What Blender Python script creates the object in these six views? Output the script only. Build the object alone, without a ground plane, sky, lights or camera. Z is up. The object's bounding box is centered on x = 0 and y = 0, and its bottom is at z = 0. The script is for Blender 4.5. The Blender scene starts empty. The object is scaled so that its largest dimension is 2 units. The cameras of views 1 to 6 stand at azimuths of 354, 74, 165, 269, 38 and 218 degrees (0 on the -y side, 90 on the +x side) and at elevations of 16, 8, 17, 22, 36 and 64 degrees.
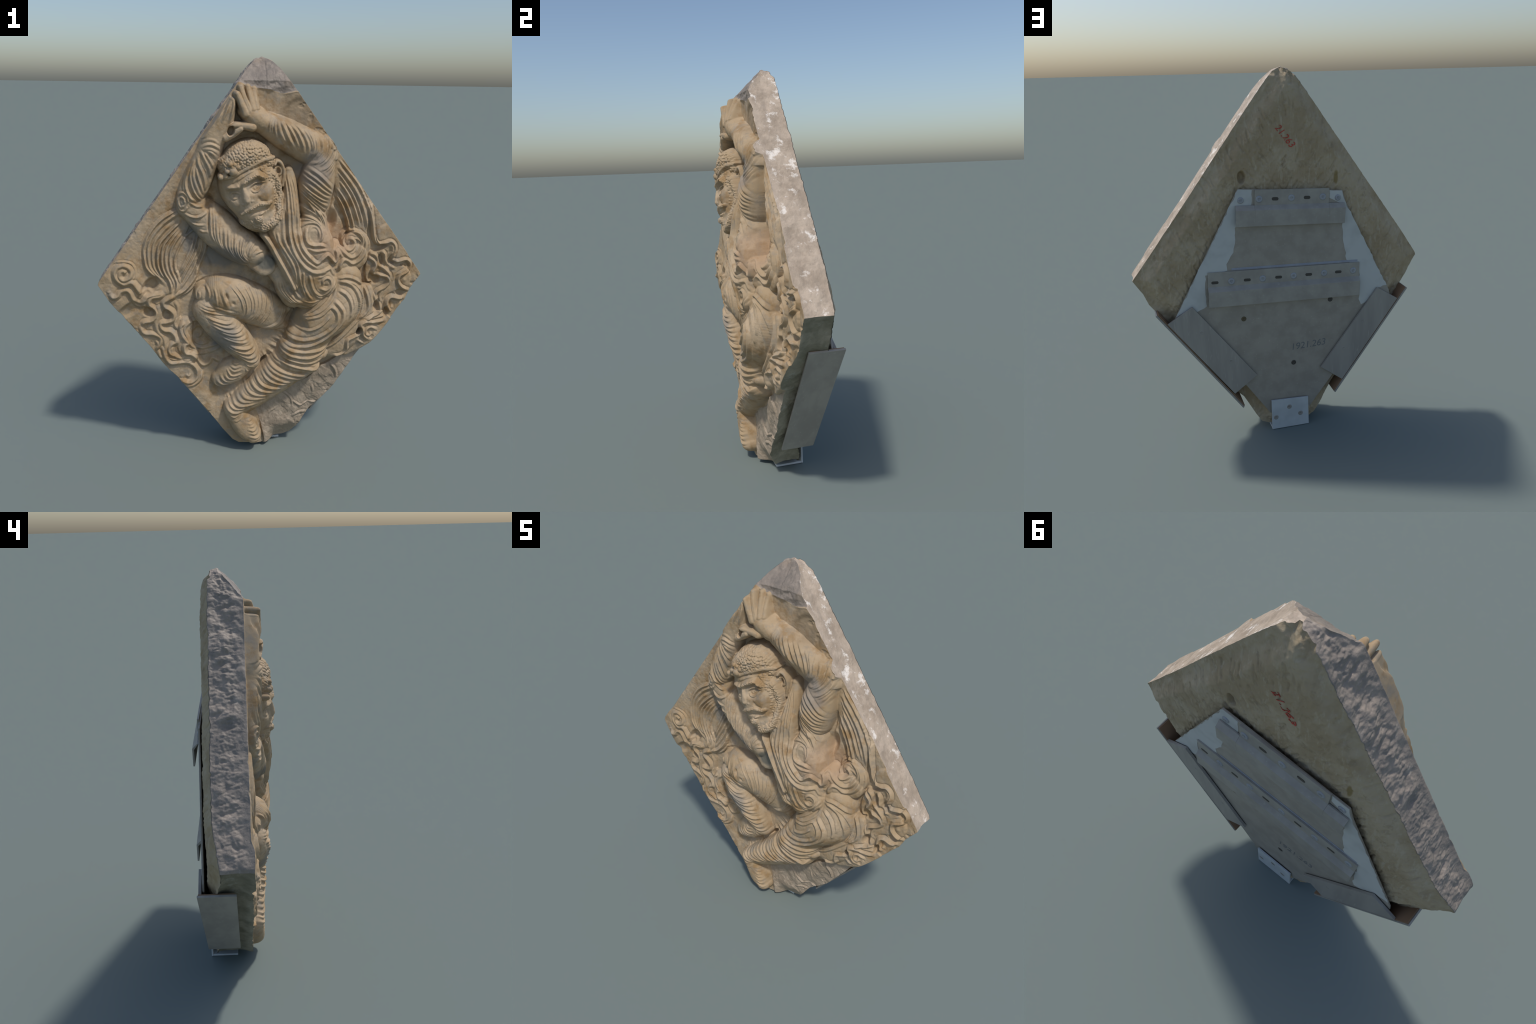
"""Lozenge-shaped carved stone panel in high relief (a crouching bearded man wrapped in rippling cloth),
held at the back by a metal mount.  The relief is sculpted as a height field: every limb is a swept
section along a spine, every fold a ridge swept along a curve (or a fan of ridges between guide curves),
then the slab is meshed as one closed skin and split into named parts."""
import bpy, math
import numpy as np
from mathutils import Vector, Matrix

rng = np.random.default_rng(21)

# ---------------------------------------------------------------------------------------- sculpting field
STEP = 0.0015
X0, Z0 = -0.87, -0.04
NX, NZ = int(1.74 / STEP), int(2.08 / STEP)
GX = X0 + STEP * np.arange(NX)
GZ = Z0 + STEP * np.arange(NZ)
MX, MZ = np.meshgrid(GX, GZ)
H = np.zeros((NZ, NX))            # height of the front towards -y
RID = np.zeros((NZ, NX))          # folds waiting to be laid on H
CHN = np.zeros((NZ, NX))          # drilled channels that go with them
LAB = np.zeros((NZ, NX), np.int16)
PARTS = ["background"]


def part_id(name):
    if name not in PARTS:
        PARTS.append(name)
    return PARTS.index(name)


def smooth(a, b, x):
    t = np.clip((x - a) / (b - a), 0, 1)
    return t * t * (3 - 2 * t)


def lattice_noise(u, v, scale, seed):
    """smooth value noise of the coordinates u, v (any arrays), about -1..1"""
    g = np.random.default_rng(seed).uniform(-1, 1, (257, 257))
    a, b = u / scale, v / scale
    i, j = np.floor(a).astype(int), np.floor(b).astype(int)
    fa, fb = a - i, b - j
    fa, fb = fa * fa * (3 - 2 * fa), fb * fb * (3 - 2 * fb)
    i, j = i % 256, j % 256
    return (g[i, j] * (1 - fa) + g[i + 1, j] * fa) * (1 - fb) + (g[i, j + 1] * (1 - fa) + g[i + 1, j + 1] * fa) * fb


def fractal(u, v, scale, seed, octaves=4, gain=0.5):
    out, amp = 0, 1
    for k in range(octaves):
        out = out + amp * lattice_noise(u + 13.7 * k, v + 7.3 * k, scale / 2 ** k, seed + k)
        amp *= gain
    return out


def spline(points, step=0.004):
    """Catmull-Rom curve through the points, resampled evenly by its first two coordinates"""
    p = np.asarray(points, float)
    if len(p) < 2:
        return p
    if len(p) > 2:
        q = np.vstack([2 * p[0] - p[1], p, 2 * p[-1] - p[-2]])
        t = np.linspace(0, 1, 12, endpoint=False)[:, None]
        out = []
        for k in range(1, len(q) - 2):
            a, b, c, d = q[k - 1], q[k], q[k + 1], q[k + 2]
            out.append(0.5 * (2 * b + (c - a) * t + (2 * a - 5 * b + 4 * c - d) * t ** 2 + (3 * b - a - 3 * c + d) * t ** 3))
        p = np.vstack(out + [p[-1:]])
    s = np.r_[0, np.cumsum(np.hypot(*np.diff(p[:, :2], axis=0).T))]
    n = max(3, int(s[-1] / step) + 1)
    w = np.linspace(0, s[-1], n)
    return np.stack([np.interp(w, s, p[:, k]) for k in range(p.shape[1])], 1)


def window(xa, xb, za, zb):
    i0, i1 = int((xa - X0) / STEP), int((xb - X0) / STEP) + 2
    j0, j1 = int((za - Z0) / STEP), int((zb - Z0) / STEP) + 2
    return slice(max(j0, 0), min(j1, NZ)), slice(max(i0, 0), min(i1, NX))


def sweep(path, reach):
    """distance to a polyline and place along it, for the cells within reach"""
    p = path[:, :2]
    lo, hi = p.min(0) - reach, p.max(0) + reach
    rows, cols = window(lo[0], hi[0], lo[1], hi[1])
    D = np.full((rows.stop - rows.start, cols.stop - cols.start), 9.0)
    T = np.zeros_like(D)
    for k in range(len(p) - 1):
        a, b = p[k], p[k + 1]
        r, c = window(min(a[0], b[0]) - reach, max(a[0], b[0]) + reach, min(a[1], b[1]) - reach, max(a[1], b[1]) + reach)
        if r.stop <= r.start or c.stop <= c.start:
            continue
        x, z = MX[r, c] - a[0], MZ[r, c] - a[1]
        d = b - a
        t = np.clip((x * d[0] + z * d[1]) / max(d @ d, 1e-12), 0, 1)
        e = np.hypot(x - t * d[0], z - t * d[1])
        r2, c2 = slice(r.start - rows.start, r.stop - rows.start), slice(c.start - cols.start, c.stop - cols.start)
        near = e < D[r2, c2]
        D[r2, c2][near] = e[near]
        T[r2, c2][near] = (k + t)[near]
    return rows, cols, D, T


def limb(name, spine, foot=0.04, power=2.4, blend=0.004):
    """a rounded member swept along a spine of (x, z, half width, height)"""
    s = spline(spine, 0.006) if len(spine) > 1 else np.vstack([spine, np.asarray(spine) + 1e-4])
    rows, cols, D, T = sweep(s, s[:, 2].max() * 1.02)
    k = np.arange(len(s))
    w, h = np.interp(T, k, s[:, 2]), np.interp(T, k, s[:, 3])
    q = D / w
    val = np.where(q < 1, foot + (h - foot) * (1 - np.minimum(q, 1) ** power) ** (1 / power), -1.0)
    old = H[rows, cols]
    d = np.clip((val - old) / blend, -1, 1)
    new = np.where(q < 1, np.maximum(val, old) + blend * 0.25 * (1 - np.abs(d)) ** 2, old)
    LAB[rows, cols][val > old] = part_id(name)
    H[rows, cols] = new


FOLD = [1.0, 1.0]


def fold_scale(width, height):
    """how broad and how high the folds that follow are"""
    FOLD[:] = width, height


def ridge(points, width, height, taper=0.02):
    """one rounded fold along a curve, dying away at its ends"""
    width, height = width * 0.9 * FOLD[0], height * 0.82 * FOLD[1]
    s = spline(points)
    rows, cols, D, T = sweep(s, width * 2.6)
    L = np.hypot(*np.diff(s[:, :2], axis=0).T).sum()
    along = T / (len(s) - 1) * L
    fade = smooth(-taper * 0.3, taper, np.minimum(along, L - along))
    q = D / width
    val = height * np.exp(-q ** 2 * 1.25) * fade
    RID[rows, cols] = np.maximum(RID[rows, cols], val)
    # a drilled channel beside the fold
    ch = -0.36 * height * np.exp(-((q - 1.5) / 0.5) ** 2) * fade
    CHN[rows, cols] = np.minimum(CHN[rows, cols], ch)


def spiral_ridge(points, width, height):
    ridge(points, width, height, taper=0.008)


def fan(count, guides, width, height):
    """several folds that pass gradually from the first guide curve to the last"""
    g = []
    for c in guides:
        s = spline(c)
        t = np.linspace(0, 1, 14)
        u = np.linspace(0, 1, len(s))
        g.append(np.stack([np.interp(t, u, s[:, 0]), np.interp(t, u, s[:, 1])], 1))
    g = np.array(g)
    for k in range(count):
        f = (k + (rng.uniform(-0.13, 0.13) if 0 < k < count - 1 else 0)) / max(count - 1, 1) * (len(g) - 1)
        i = min(max(int(f), 0), len(g) - 2)
        p = g[i] * (1 - f + i) + g[i + 1] * (f - i)
        a, b = int(rng.integers(0, 3)), int(rng.integers(0, 3))      # some folds start late or die early
        ridge(p[a:len(p) - b], width * rng.uniform(0.75, 1.3), height * rng.uniform(0.7, 1.25), taper=0.035)


def groove(points, width, depth, taper=0.02):
    s = spline(points)
    rows, cols, D, T = sweep(s, width * 2.2)
    L = np.hypot(*np.diff(s[:, :2], axis=0).T).sum()
    along = T / (len(s) - 1) * L
    fade = smooth(-taper * 0.3, taper, np.minimum(along, L - along))
    H[rows, cols] -= depth * np.exp(-(D / width) ** 2) * fade


def ellipse(centre, rx, rz, angle):
    """normalised radius of a tilted ellipse"""
    r = max(rx, rz) * 1.6
    x, z = centre
    rows, cols = window(x - r, x + r, z - r, z + r)
    a = math.radians(angle)
    dx, dz = MX[rows, cols] - x, MZ[rows, cols] - z
    u, v = dx * math.cos(a) + dz * math.sin(a), -dx * math.sin(a) + dz * math.cos(a)
    return rows, cols, np.hypot(u / rx, v / rz)


def recess(centres, rx, rz, angle, level):
    """sink the ground softly to a level"""
    for c in centres:
        rows, cols, q = ellipse(c, rx, rz, -angle)
        m = 1 - smooth(0.55, 1.25, q)
        H[rows, cols] += (np.minimum(H[rows, cols], level) - H[rows, cols]) * m


def hollow(centres, rx, rz, angle, level):
    """a cut hole with steep walls"""
    for c in centres:
        rows, cols, q = ellipse(c, rx, rz, -angle)
        m = 1 - smooth(0.85, 1.1, q)
        H[rows, cols] += (np.minimum(H[rows, cols], level) - H[rows, cols]) * m


def bump(centres, rx, rz, angle, height):
    for c in centres:
        rows, cols, q = ellipse(c, rx, rz, -angle)
        H[rows, cols] += height * np.clip(1 - q ** 2, 0, 1) ** 2


def pit(centres, radius, depth):
    for c in centres:
        rows, cols, q = ellipse(c, radius, radius * 1.3, 20)
        H[rows, cols] -= depth * np.exp(-q ** 2)


def balls(name, centres, radius, height):
    for c in centres:
        limb(name, [(c[0], c[1], radius, height)], foot=height - radius * 1.1, power=2, blend=0.001)


def inside(poly, x, z):
    """even-odd test of points against a polygon"""
    hit = np.zeros(np.shape(x), bool)
    n = len(poly)
    for k in range(n):
        (xa, za), (xb, zb) = poly[k], poly[(k + 1) % n]
        if za == zb:
            continue
        hit ^= ((za > z) != (zb > z)) & (x < (xb - xa) * (z - za) / (zb - za) + xa)
    return hit


def hair_on(name, spacing, radius, height, seed):
    """tight round locks all over one part"""
    r = np.random.default_rng(seed)
    j, i = np.nonzero(LAB == part_id(name))
    pick = r.permutation(len(i))
    kept = np.zeros((0, 2))
    for k in pick[:9000]:
        q = np.array([GX[i[k]], GZ[j[k]]])
        if not len(kept) or np.hypot(*(kept - q).T).min() > spacing * 0.86:
            kept = np.vstack([kept, q])
            R = radius * r.uniform(0.85, 1.2)
            rows, cols, e = ellipse(q, R, R * r.uniform(0.85, 1.15), r.uniform(0, 90))
            RID[rows, cols] = np.maximum(RID[rows, cols], height * r.uniform(0.8, 1.2) * np.sqrt(np.clip(1 - e ** 2, 0, 1)))


def hair_bumps(poly, spacing, radius, height, seed):
    """tight round locks scattered over a patch, no two too near"""
    r = np.random.default_rng(seed)
    p = np.array(poly)
    lo, hi = p.min(0), p.max(0)
    n = int((hi - lo).prod() / spacing ** 2 * 14)
    c = r.uniform(lo, hi, (n, 2))
    c = c[inside(poly, c[:, 0], c[:, 1])]
    kept = np.zeros((0, 2))
    for q in c:
        if not len(kept) or np.hypot(*(kept - q).T).min() > spacing * 0.86:
            kept = np.vstack([kept, q])
            R = radius * r.uniform(0.85, 1.2)
            rows, cols, e = ellipse(q, R, R * r.uniform(0.85, 1.15), r.uniform(0, 90))
            RID[rows, cols] = np.maximum(RID[rows, cols], height * r.uniform(0.8, 1.2) * np.sqrt(np.clip(1 - e ** 2, 0, 1)))


def commit(name):
    """lay the waiting folds on the surface"""
    H[:] += RID + CHN * np.exp(-RID / 0.002)
    LAB[(RID > 0.003) & (LAB == 0)] = part_id(name)
    RID[:] = 0
    CHN[:] = 0


# ---------------------------------------------------------------------------------------- the slab outline
TOP, RIGHT, BOTTOM, LEFT = (-0.012, 2.0), (0.808, 0.955), (-0.035, 0.014), (-0.808, 0.935)
EDGE_TR = [TOP, (0.012, 1.992), (0.032, 1.982), (0.064, 1.952), (0.134, 1.862), (0.285, 1.661), (0.519, 1.344), (0.734, 1.057), (0.801, 0.968), RIGHT]
EDGE_TL = [TOP, (-0.040, 1.990), (-0.064, 1.976), (-0.097, 1.940), (-0.219, 1.770), (-0.466, 1.422), (-0.744, 1.033), (-0.803, 0.951), LEFT]
EDGE_RB = [RIGHT, (0.759, 0.881), (0.735, 0.820), (0.674, 0.740), (0.599, 0.646), (0.536, 0.570), (0.500, 0.540), (0.474, 0.490), (0.435, 0.430), (0.367, 0.321), (0.302, 0.252), (0.252, 0.201), (0.190, 0.092), (0.160, 0.045), (0.120, 0.026), (0.055, 0.022), (0.000, 0.018), BOTTOM]
EDGE_LB = [LEFT, (-0.757, 0.850), (-0.659, 0.721), (-0.570, 0.607), (-0.496, 0.493), (-0.440, 0.435), (-0.365, 0.335), (-0.287, 0.232), (-0.204, 0.115), (-0.152, 0.050), (-0.120, 0.030), (-0.060, 0.024), BOTTOM]


def border_distance(x, z):
    """how far inside the ideal lozenge a point lies"""
    out = np.full(np.shape(x), 9.0)
    for (xa, za), (xb, zb) in (((-0.03, 2.03), (0.803, 0.96)), ((0.803, 0.96), (0.10, 0.02)), ((-0.12, 0.02), (-0.808, 0.94)), ((-0.808, 0.94), (-0.03, 2.03))):
        d = np.array([xb - xa, zb - za])
        d /= np.hypot(*d)
        out = np.minimum(out, -(d[0] * (z - za) - d[1] * (x - xa)))
    return out


def carve_ground():
    e = border_distance(MX, MZ)
    rim = 0.048 - 0.012 * MX / 0.8 + 0.006 * smooth(1.2, 1.9, MZ)
    H[:] = rim - 0.010 * smooth(0.02, 0.10, e) + 0.0022 * fractal(MX, MZ, 0.09, 3)


def broken_apex(line):
    s = spline(line)
    zl = np.interp(MX, s[:, 0], s[:, 1])
    up = MZ - zl
    rock = 0.048 - 0.95 * np.maximum(MZ - 1.895, 0) + 0.010 * fractal(MX, MZ, 0.07, 5)
    scoop = 0.016 * np.exp(-((MX - 0.02) / 0.06) ** 2 - ((MZ - 1.885) / 0.022) ** 2)
    m = smooth(-0.004, 0.004, up) * (np.abs(MX) < 0.25)
    H[:] = H * (1 - m) + (rock - scoop) * m
    H[:] += 0.003 * np.exp(-(up / 0.006) ** 2) * (np.abs(MX - 0.02) < 0.17)
    LAB[(m > 0.5)] = part_id("broken_apex_stone")


def broken_foot(poly):
    m = inside(poly, MX, MZ)
    f = fractal(MX * 0.8 + MZ * 0.6, MZ * 0.5 - MX * 0.2, 0.12, 8)
    facet = np.round(f * 3) / 3
    H[m] = 0.046 + (0.004 * facet + 0.005 * f)[m] + 0.0016 * fractal(MX, MZ, 0.03, 9)[m]
    H[m] -= (0.012 * smooth(0.05, 0.0, border_distance(MX, MZ)) + 0.05 * smooth(0.14, 0.02, MZ) * smooth(0.02, 0.08, MX))[m]
    LAB[m] = part_id("broken_foot_stone")


# ------------------------------------------------------------------ ground of the relief
carve_ground()
bump([(-0.631, 0.929)], .26, .22, 0, .022)

# broken rough apex above the carved field, with a pale lip
broken_apex([(-0.150, 1.881), (-0.127, 1.886), (-0.087, 1.871), (-0.051, 1.863), (-0.016, 1.858), (0.014, 1.855), (0.041, 1.847), (0.073, 1.839), (0.103, 1.844), (0.132, 1.851), (0.149, 1.851)])
recess([(0.030, 1.799)], .085, .05, -35, .040)
recess([(0.121, 1.760)], .09, .04, -40, .042)
recess([(0.115, 1.529)], .055, .06, -40, .022)
recess([(-0.040, 1.637)], .12, .03, -10, .025)
recess([(-0.229, 1.314)], .05, .07, 60, .05)

# broken, sheared-off stone at the foot of the slab
broken_foot([(-0.035, 0.242), (0.059, 0.312), (0.147, 0.351), (0.238, 0.397), (0.310, 0.467), (0.359, 0.493), (0.441, 0.552), (0.493, 0.584), (0.539, 0.570), (0.501, 0.489), (0.406, 0.342), (0.436, 0.378), (0.272, 0.198), (0.176, -0.037), (0.007, -0.048), (0.015, 0.041), (-0.005, 0.140)])
ridge([(0.082, 0.230), (0.038, 0.194), (0.012, 0.142)], .006, .004)
ridge([(0.110, 0.323), (0.155, 0.279), (0.164, 0.229)], .006, .006)
ridge([(0.163, 0.265), (0.206, 0.232), (0.234, 0.243), (0.252, 0.252)], .006, .008)
ridge([(0.252, 0.246), (0.298, 0.243)], .006, .010)
ridge([(0.356, 0.479), (0.386, 0.437), (0.395, 0.385)], .008, .010)
ridge([(0.263, 0.360), (0.275, 0.306)], .007, .005)
ridge([(0.167, 0.171), (0.201, 0.187), (0.243, 0.188)], .008, .008)
commit("broken_foot_stone")

# ------------------------------------------------------------------ cloth flying on the left
limb("left_drapery", [(-0.387, 1.271, 0.046, 0.055), (-0.458, 1.197, 0.093, 0.060), (-0.460, 1.103, 0.124, 0.064), (-0.447, 1.022, 0.124, 0.060), (-0.424, 0.954, 0.093, 0.058), (-0.456, 0.891, 0.053, 0.068)], foot=.048, power=2.4)
recess([(-0.390, 1.088)], .030, .075, -20, .062)
recess([(-0.292, 1.029)], .03, .06, -15, .03)
fold_scale(1.3, 1.9)
fan(7, [[(-0.419, 1.302), (-0.501, 1.250), (-0.554, 1.185), (-0.580, 1.123), (-0.582, 1.075), (-0.569, 1.014), (-0.521, 0.968), (-0.495, 0.934), (-0.486, 0.898)],
        [(-0.386, 1.263), (-0.451, 1.201), (-0.507, 1.139), (-0.517, 1.092), (-0.519, 1.034), (-0.502, 0.985), (-0.473, 0.941), (-0.471, 0.895)],
        [(-0.351, 1.226), (-0.406, 1.182), (-0.447, 1.119), (-0.460, 1.062), (-0.453, 1.004), (-0.441, 0.973), (-0.427, 0.927), (-0.440, 0.881)]], .0062, .0085)
ridge([(-0.339, 1.207), (-0.388, 1.163), (-0.423, 1.099), (-0.438, 1.048), (-0.432, 0.996), (-0.426, 0.991), (-0.417, 0.938)], .005, .006)
fan(5, [[(-0.333, 1.190), (-0.359, 1.111), (-0.394, 1.034), (-0.417, 0.982), (-0.420, 0.948)],
        [(-0.309, 1.179), (-0.325, 1.111), (-0.354, 1.046), (-0.386, 0.991), (-0.418, 0.919)],
        [(-0.282, 1.152), (-0.295, 1.087), (-0.327, 1.005), (-0.343, 0.962), (-0.387, 0.905), (-0.437, 0.873)]], .0055, .008)
groove([(-0.607, 1.137), (-0.616, 1.057), (-0.601, 0.993), (-0.571, 0.959), (-0.527, 0.912)], .022, .005, taper=.10)
commit("left_drapery")

# scrolls and rippling hems, lower left
fold_scale(1.25, 1.2)
limb("left_hem", [(-0.675, 0.961, 0.053, 0.072), (-0.628, 0.914, 0.050, 0.070), (-0.574, 0.873, 0.062, 0.068), (-0.498, 0.845, 0.081, 0.066), (-0.516, 0.757, 0.102, 0.062), (-0.487, 0.671, 0.093, 0.062), (-0.473, 0.583, 0.099, 0.060), (-0.442, 0.528, 0.080, 0.060), (-0.387, 0.438, 0.080, 0.056)], foot=.045, power=3)
limb("left_hem", [(-0.391, 0.720, 0.037, 0.066), (-0.399, 0.618, 0.043, 0.072), (-0.374, 0.554, 0.046, 0.070)], foot=.04, power=3)
recess([(-0.308, 0.650)], .055, .055, 0, .050)
recess([(-0.658, 0.806)], .07, .03, -35, .05)
recess([(-0.569, 0.789)], .03, .025, 0, .046)
recess([(-0.484, 0.773)], .02, .03, 0, .044)
recess([(-0.558, 0.926)], .03, .05, 40, .036)
spiral_ridge([(-0.603, 0.888), (-0.626, 0.925), (-0.649, 0.948), (-0.682, 0.939), (-0.712, 0.959), (-0.724, 0.991), (-0.712, 1.020), (-0.685, 1.031), (-0.658, 1.021), (-0.644, 0.996), (-0.654, 0.971), (-0.682, 0.959), (-0.702, 0.975), (-0.698, 0.997), (-0.683, 1.006), (-0.668, 0.996)], .0115, .014)
ridge([(-0.718, 1.047), (-0.682, 1.050), (-0.646, 1.040), (-0.629, 1.011), (-0.630, 0.977), (-0.643, 0.955)], .005, .006)
ridge([(-0.605, 0.887), (-0.588, 0.900), (-0.573, 0.903), (-0.546, 0.892)], .009, .012)
ridge([(-0.752, 0.891), (-0.737, 0.873), (-0.716, 0.879), (-0.700, 0.900), (-0.675, 0.909), (-0.657, 0.898), (-0.645, 0.868), (-0.629, 0.848), (-0.608, 0.840), (-0.586, 0.853), (-0.573, 0.870), (-0.542, 0.879), (-0.511, 0.884), (-0.495, 0.896)], .010, .014)
ridge([(-0.758, 0.909), (-0.756, 0.889)], .008, .008)
ridge([(-0.648, 0.852), (-0.631, 0.828), (-0.606, 0.821), (-0.584, 0.834)], .007, .008)
ridge([(-0.495, 0.894), (-0.511, 0.874), (-0.548, 0.867), (-0.564, 0.851), (-0.564, 0.830), (-0.544, 0.809), (-0.532, 0.788), (-0.537, 0.764), (-0.559, 0.743), (-0.591, 0.736), (-0.607, 0.717)], .0105, .015)
ridge([(-0.440, 0.873), (-0.481, 0.851), (-0.497, 0.835), (-0.488, 0.815), (-0.458, 0.793), (-0.446, 0.769), (-0.454, 0.745), (-0.484, 0.734), (-0.511, 0.730), (-0.513, 0.710), (-0.495, 0.692), (-0.464, 0.685), (-0.444, 0.660), (-0.441, 0.629), (-0.461, 0.615), (-0.475, 0.591), (-0.470, 0.566), (-0.442, 0.547)], .0105, .015)
ridge([(-0.528, 0.830), (-0.522, 0.780), (-0.536, 0.730), (-0.527, 0.685), (-0.502, 0.650), (-0.494, 0.608), (-0.498, 0.573), (-0.480, 0.544)], .012, .010)
ridge([(-0.610, 0.716), (-0.605, 0.689), (-0.587, 0.674), (-0.549, 0.672), (-0.518, 0.654), (-0.516, 0.626), (-0.534, 0.597), (-0.547, 0.590)], .0095, .012)
ridge([(-0.441, 0.846), (-0.427, 0.805), (-0.431, 0.758), (-0.444, 0.725), (-0.429, 0.691)], .007, .006)
ridge([(-0.390, 0.735), (-0.416, 0.708), (-0.410, 0.671), (-0.389, 0.637), (-0.379, 0.623), (-0.394, 0.614), (-0.399, 0.593), (-0.390, 0.567), (-0.361, 0.560), (-0.336, 0.535), (-0.333, 0.524), (-0.317, 0.500), (-0.298, 0.491), (-0.275, 0.504), (-0.265, 0.525), (-0.249, 0.528), (-0.232, 0.516), (-0.210, 0.509)], .010, .014)
ridge([(-0.317, 0.739), (-0.371, 0.730), (-0.397, 0.696), (-0.385, 0.657), (-0.361, 0.609), (-0.313, 0.586), (-0.264, 0.593), (-0.216, 0.611)], .008, .009)
ridge([(-0.302, 0.713), (-0.346, 0.699), (-0.360, 0.663), (-0.344, 0.619), (-0.303, 0.606), (-0.270, 0.629)], .008, .006)
ridge([(-0.308, 0.675), (-0.321, 0.651), (-0.341, 0.649)], .007, .008)
ridge([(-0.377, 0.573), (-0.313, 0.555), (-0.248, 0.570), (-0.206, 0.595)], .008, .006)
ridge([(-0.507, 0.609), (-0.501, 0.566), (-0.485, 0.528), (-0.460, 0.510), (-0.399, 0.515), (-0.356, 0.498), (-0.334, 0.458), (-0.344, 0.415), (-0.379, 0.396), (-0.414, 0.411), (-0.420, 0.424)], .0105, .014)
ridge([(-0.493, 0.556), (-0.463, 0.533), (-0.407, 0.526), (-0.364, 0.527)], .006, .007)
ridge([(-0.457, 0.608), (-0.463, 0.570), (-0.437, 0.545), (-0.403, 0.533)], .009, .012)
ridge([(-0.397, 0.376), (-0.357, 0.382), (-0.323, 0.409), (-0.312, 0.452)], .008, .009)
ridge([(-0.396, 0.442), (-0.379, 0.434), (-0.372, 0.451)], .006, .007)
ridge([(-0.542, 0.640), (-0.530, 0.616), (-0.539, 0.593)], .008, .008)
ridge([(-0.527, 0.588), (-0.523, 0.555), (-0.507, 0.536)], .009, .009)
commit("left_hem")

# ------------------------------------------------------------------ cloth flying on the right
fold_scale(1.1, 1.2)
limb("right_drapery", [(0.351, 1.485, 0.051, 0.046), (0.421, 1.384, 0.076, 0.046), (0.466, 1.280, 0.083, 0.045), (0.487, 1.174, 0.076, 0.042)], foot=.025, power=3)
recess([(0.362, 1.234)], .045, .07, 20, .034)
recess([(0.528, 1.158)], .012, .07, -8, .028)
fan(6, [[(0.334, 1.383), (0.376, 1.319), (0.409, 1.241), (0.422, 1.165)], [(0.352, 1.460), (0.422, 1.359), (0.466, 1.255), (0.491, 1.169)], [(0.355, 1.535), (0.458, 1.409), (0.515, 1.293), (0.546, 1.167)]], .007, .011)
groove([(0.337, 1.330), (0.375, 1.272), (0.406, 1.200), (0.414, 1.155)], .009, .010)
commit("right_drapery")
limb("right_hem", [(0.621, 1.161, 0.062, 0.050), (0.677, 1.074, 0.056, 0.052), (0.630, 1.048, 0.093, 0.050), (0.618, 0.965, 0.102, 0.055), (0.689, 0.929, 0.068, 0.050), (0.609, 0.863, 0.081, 0.055), (0.616, 0.769, 0.068, 0.052), (0.662, 0.837, 0.056, 0.050), (0.562, 0.690, 0.074, 0.072), (0.489, 0.613, 0.059, 0.072), (0.432, 0.558, 0.037, 0.060)], foot=.03, power=5)
limb("right_hem", [(0.31, 0.555, 0.04, 0.075), (0.38, 0.585, 0.06, 0.090), (0.47, 0.68, 0.06, 0.088), (0.53, 0.80, 0.045, 0.080), (0.52, 0.88, 0.035, 0.072)], foot=.045, power=2.6, blend=.02)
recess([(0.566, 1.097)], .05, .018, -20, .028)
recess([(0.587, 1.036)], .015, .03, 0, .036)
recess([(0.641, 1.025)], .02, .03, 30, .036)
recess([(0.557, 0.945)], .028, .035, -40, .036)
recess([(0.577, 0.801)], .016, .03, 15, .036)
recess([(0.709, 0.862)], .03, .016, 10, .032)
recess([(0.633, 0.765)], .014, .03, 10, .036)
recess([(0.490, 0.668)], .012, .022, 20, .045)
ridge([(0.520, 1.322), (0.534, 1.246), (0.545, 1.181), (0.558, 1.135), (0.578, 1.119), (0.609, 1.126), (0.633, 1.133), (0.653, 1.117), (0.659, 1.091), (0.652, 1.064), (0.651, 1.037), (0.678, 1.029), (0.715, 1.038), (0.744, 1.020), (0.746, 0.993), (0.727, 0.971), (0.694, 0.952), (0.686, 0.925), (0.702, 0.897), (0.729, 0.880), (0.752, 0.868)], .0085, .015)
ridge([(0.623, 1.110), (0.642, 1.110), (0.648, 1.083), (0.634, 1.056)], .010, .010)
ridge([(0.589, 1.084), (0.606, 1.067), (0.612, 1.034), (0.634, 1.010), (0.665, 0.992)], .009, .014)
ridge([(0.530, 1.073), (0.555, 1.066), (0.573, 1.040), (0.584, 1.011), (0.614, 0.988), (0.639, 0.958), (0.644, 0.924)], .009, .012)
ridge([(0.522, 1.052), (0.552, 1.035), (0.563, 1.009), (0.552, 0.982), (0.560, 0.963), (0.599, 0.958), (0.629, 0.947), (0.638, 0.921), (0.616, 0.894), (0.581, 0.875), (0.570, 0.854), (0.579, 0.826), (0.590, 0.812), (0.601, 0.779), (0.591, 0.757), (0.550, 0.739), (0.523, 0.723)], .0095, .015)
ridge([(0.727, 1.008), (0.731, 0.989), (0.701, 0.970), (0.678, 0.954)], .007, .008)
ridge([(0.716, 0.912), (0.723, 0.946)], .012, .006)
ridge([(0.730, 0.834), (0.695, 0.831), (0.656, 0.839), (0.637, 0.821), (0.638, 0.789), (0.663, 0.756)], .0105, .016)
ridge([(0.660, 0.797), (0.664, 0.769)], .010, .010)
ridge([(0.627, 0.720), (0.563, 0.711), (0.525, 0.718), (0.499, 0.702), (0.511, 0.673), (0.516, 0.645), (0.534, 0.626), (0.548, 0.617)], .010, .014)
ridge([(0.585, 0.671), (0.554, 0.686), (0.531, 0.673), (0.529, 0.648), (0.550, 0.642), (0.557, 0.661)], .008, .012)
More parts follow.
